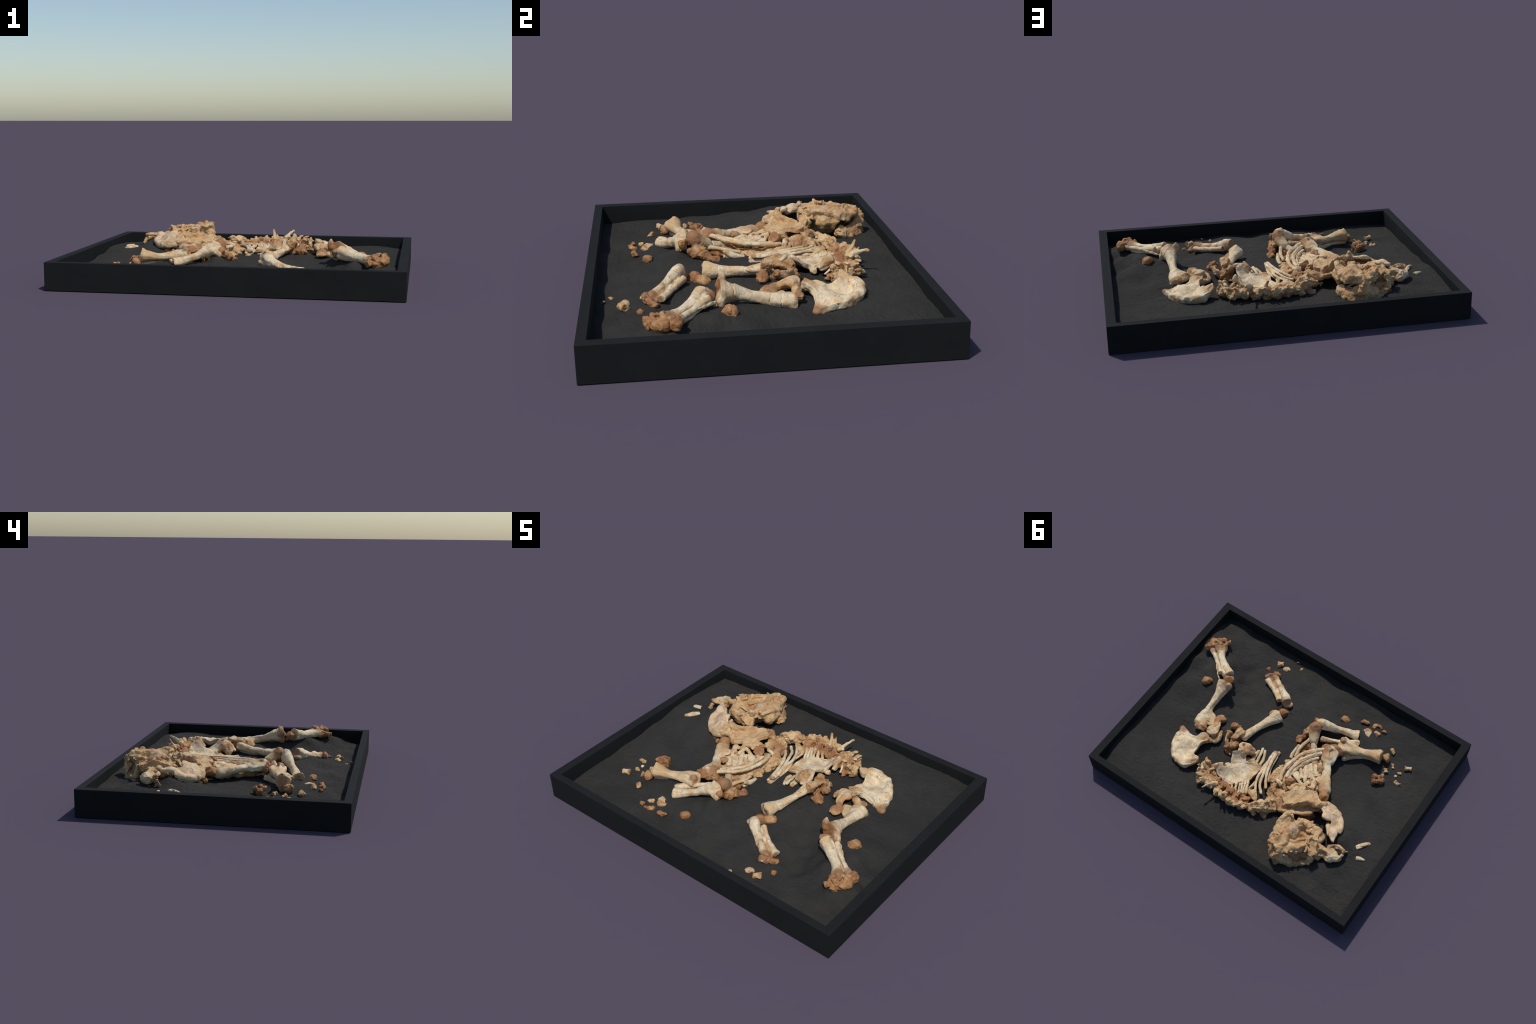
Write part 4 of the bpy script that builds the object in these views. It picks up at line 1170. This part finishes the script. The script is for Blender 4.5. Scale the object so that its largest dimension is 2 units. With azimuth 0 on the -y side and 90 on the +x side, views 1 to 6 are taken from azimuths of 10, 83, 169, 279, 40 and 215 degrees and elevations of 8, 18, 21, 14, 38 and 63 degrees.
p.spot((-.645, -.247, .128), .012, 'cream', .8)
k = knuckle((-.722, -.395, .086), (-.765, -.412, .088), (.015, .014), .0095)
k.spot((-.72, -.395, .09), .018, 'brown', .8).spot((-.75, -.408, .095), .02, 'pale', .6)
knuckle((-.622, -.312, .092), (-.640, -.290, .090), (.010, .013), .008).spot((-.625, -.31, .095), .012, 'ochre', .7)
knuckle((-.640, -.368, .084), (-.660, -.346, .084), (.011, .009), .007).spot((-.64, -.368, .09), .012, 'brown', .7)
p = pebble((-.728, -.270, .083), (.013, .013, .012), (1, 0, 0), look='tan')
p.lump_at((-.750, -.268, .084), (.012, .015, .013))
pebble((-.712, -.345, .081), (.011, .008, .008), (1, 0, 0), look='tan', name='toe_bone')
pebble((-.702, -.304, .080), (.008, .007, .008), (1, 0, 0), look='shaft', name='toe_bone')

# ============================================================================
# TRAY AND SAND
# ============================================================================
LX, LY, HZ = 1.0, .759, .160          # half length, half width, height of the frame
IX, IY = .948, .7165                  # inner faces

def build_frame(parent):
    """four mitred boards and a floor, as one painted box"""
    import bmesh
    bm = bmesh.new()
    ring = lambda x, y, z: [bm.verts.new((sx * x, sy * y, z)) for sx, sy in ((-1, -1), (1, -1), (1, 1), (-1, 1))]
    ob, ot = ring(LX, LY, 0), ring(LX, LY, HZ)
    it, ib = ring(IX, IY, HZ), ring(IX, IY, .012)
    for a, c in ((ob, ot), (ot, it), (it, ib)):
        for i in range(4):
            j = (i + 1) % 4
            bm.faces.new((a[i], a[j], c[j], c[i]))
    bm.faces.new(ob[::-1])
    bm.faces.new(ib)
    bmesh.ops.recalc_face_normals(bm, faces=bm.faces)
    me = bpy.data.meshes.new('frame')
    bm.to_mesh(me)
    bm.free()
    o = bpy.data.objects.new('frame', me)
    bpy.context.scene.collection.objects.link(o)
    bev = o.modifiers.new('soft_edges', 'BEVEL')
    bev.width, bev.segments, bev.limit_method, bev.angle_limit = .0018, 2, 'ANGLE', .6
    me.materials.append(frame_material())
    o.parent = parent
    return o

# heights of the raked sand: along the boards, then heaps and hollows round the bones
SAND = [(-.95, -.70, .060), (-.95, -.40, .068), (-.95, -.13, .076), (-.95, .06, .092), (-.95, .30, .120), (-.95, .50, .108), (-.95, .71, .090),
        (-.60, .71, .102), (0, .71, .098), (.60, .71, .095), (.95, .71, .084), (.95, .54, .104), (.95, .33, .088), (.95, .08, .082), (.95, -.16, .068),
        (.95, -.34, .080), (.95, -.48, .105), (.95, -.70, .063), (.70, -.71, .058), (.47, -.71, .056), (0, -.71, .055), (-.47, -.71, .055),
        (.36, .02, .140), (.36, .08, .140), (.42, -.05, .098), (.41, -.15, .082), (.65, -.25, .150), (.62, -.17, .148), (.56, -.01, .128), (.32, -.10, .100), (.42, .14, .095), (.36, .337, .100), (.66, .214, .090), (.65, .35, .098), (.61, .116, .098), (.62, -.07, .138), (.24, -.085, .118),
        (.87, -.40, .150), (.83, -.49, .140), (.92, -.48, .125), (.88, -.30, .125), (.43, -.477, .078), (.75, -.283, .165), (.77, -.22, .164), (.80, -.31, .154), (.72, -.20, .152), (.75, -.16, .138), (.47, -.525, .060), (.43, -.59, .062),
        (.17, -.244, .082), (-.19, -.478, .062), (-.30, -.552, .060), (.03, .04, .118), (-.05, -.146, .112), (-.10, -.345, .165), (-.20, -.41, .120),
        (-.30, .52, .112), (.20, .578, .102), (.563, .46, .105), (.334, .46, .112), (.12, .50, .104), (-.13, .43, .093), (-.35, .64, .110), (-.56, .56, .118),
        (-.76, .45, .132), (-.68, .53, .128), (-.80, .52, .114), (-.78, .65, .088), (-.82, .34, .112), (-.80, .24, .114), (-.667, .30, .170), (-.65, .20, .140), (-.59, .20, .120), (-.62, -.20, .080), (.60, .10, .108), (-.50, -.50, .066), (-.74, -.41, .070), (-.14, -.58, .054), (-.75, -.55, .056), (-.85, -.40, .062), (-.02, -.42, .082),
        (-.62, -.45, .070), (-.74, -.27, .080), (.30, -.66, .060), (.25, -.41, .126), (.19, -.36, .116), (.30, -.32, .092), (.70, -.35, .152), (-.46, .0, .084), (-.60, -.05, .092), (-.50, .10, .088), (-.30, -.20, .095),
        (.05, -.27, .122), (.02, -.35, .108), (.10, -.33, .120), (.0, -.18, .114), (-.02, -.02, .118), (.03, -.50, .076), (-.28, -.28, .110), (-.48, -.20, .082), (-.56, -.30, .080), (-.40, -.18, .086), (.10, -.50, .070),
        (.65, -.57, .076), (.78, .05, .080), (.80, .30, .082), (.86, -.20, .086), (.86, -.26, .100), (.86, -.60, .072), (.72, .46, .086), (.45, -.25, .052), (.52, -.31, .054), (.55, -.42, .046), (.36, -.20, .080), (.33, -.47, .084), (.62, -.50, .074), (.70, -.46, .092), (.52, -.12, .095), (.60, -.33, .088), (.47, -.40, .050),
        (-.44, .65, .106), (-.65, .62, .096), (-.70, .42, .130), (.0, .60, .102), (.45, .62, .102), (.68, .60, .105), (.80, .56, .105), (.50, .10, .104), (.46, .02, .105), (-.75, .0, .084), (-.70, -.60, .062), (-.45, -.34, .116), (-.50, -.37, .110), (-.40, -.34, .118), (-.55, -.42, .090), (-.47, -.42, .102), (-.35, -.33, .116), (-.30, .30, .085),
        (.10, .20, .098), (.25, .25, .110), (-.25, -.05, .090), (-.40, .35, .085), (.45, .25, .098), (.20, -.13, .105)]

def sand_height(x, y):
    K = np.array(SAND)
    num = np.zeros_like(x)
    den = np.zeros_like(x)
    for kx, ky, kz in K:
        d2 = (x - kx) ** 2 + (y - ky) ** 2
        w = 1 / (d2 + .0016) ** 1.6
        num += w * kz
        den += w
    return num / den

def build_sand(parent):
    step = .0042
    nx, ny = int(2 * IX / step), int(2 * IY / step)
    X, Y = np.meshgrid(np.linspace(-IX, IX, nx), np.linspace(-IY, IY, ny), indexing='ij')
    x, y = X.ravel(), Y.ravel()
    z = sand_height(x, y)
    p = np.stack([x, y, np.zeros_like(x)], 1)
    z = z + .0030 * vnoise((p * 9).astype(F), 71)
    # faint wavy rake marks and small clods
    wp = p + .02 * np.stack([vnoise((p * 7).astype(F), 72), vnoise((p * 7).astype(F), 73), 0 * x], 1)
    z = z + .0011 * vnoise((wp * (20, 62, 1)).astype(F), 74) + .0010 * vnoise((wp * 55).astype(F), 75)
    clod = np.clip(vnoise((p * 85).astype(F), 76) - .25, 0, 1)
    z = z + .0030 * clod + .0009 * vnoise((p * 150).astype(F), 77)
    V = np.stack([x, y, z], 1)
    idx = np.arange(nx * ny).reshape(nx, ny)
    Q = np.stack([idx[:-1, :-1], idx[1:, :-1], idx[1:, 1:], idx[:-1, 1:]], -1).reshape(-1, 4)
    me = make_mesh('sand_bed', V, Q)
    me.materials.append(sand_material())
    o = bpy.data.objects.new('sand_bed', me)
    bpy.context.scene.collection.objects.link(o)
    o.parent = parent
    return o


# ============================================================================
# ASSEMBLE
# ============================================================================
scene = bpy.context.scene
tray = bpy.data.objects.new('sand_tray', None)
scene.collection.objects.link(tray)
tray['label'] = 'shallow black wooden tray filled with dark grey sand'
tray['category'] = 'display tray'
build_frame(tray)
build_sand(tray)

skeleton = bpy.data.objects.new('fossil_skeleton', None)
scene.collection.objects.link(skeleton)
skeleton.location = (0, 0, .1)
skeleton['label'] = 'scattered tan fossil bones of a young elephant-like animal'
skeleton['category'] = 'animal skeleton'

SUBPART = dict(snout='skull', skull_base='skull', cheek_tooth='lower_jaw', femur_head='femur', femur_neck='femur', humerus_head='humerus')
built = {}
for b in BONES:
    V, Q = b.mesh()
    origin = (V.min(0) + V.max(0)) / 2
    me = make_mesh(b.name, V - origin, Q)
    me.materials.append(bone_material(b.name + '_surface', b.look, b.spots, origin, b.seed))
    o = bpy.data.objects.new(b.name, me)
    scene.collection.objects.link(o)
    host = built.get(SUBPART.get(b.name), skeleton)
    o.parent = host
    at = Vector(host.location) + (skeleton.location if host is not skeleton else Vector())
    o.location = Vector(origin) - at
    built[b.name] = o
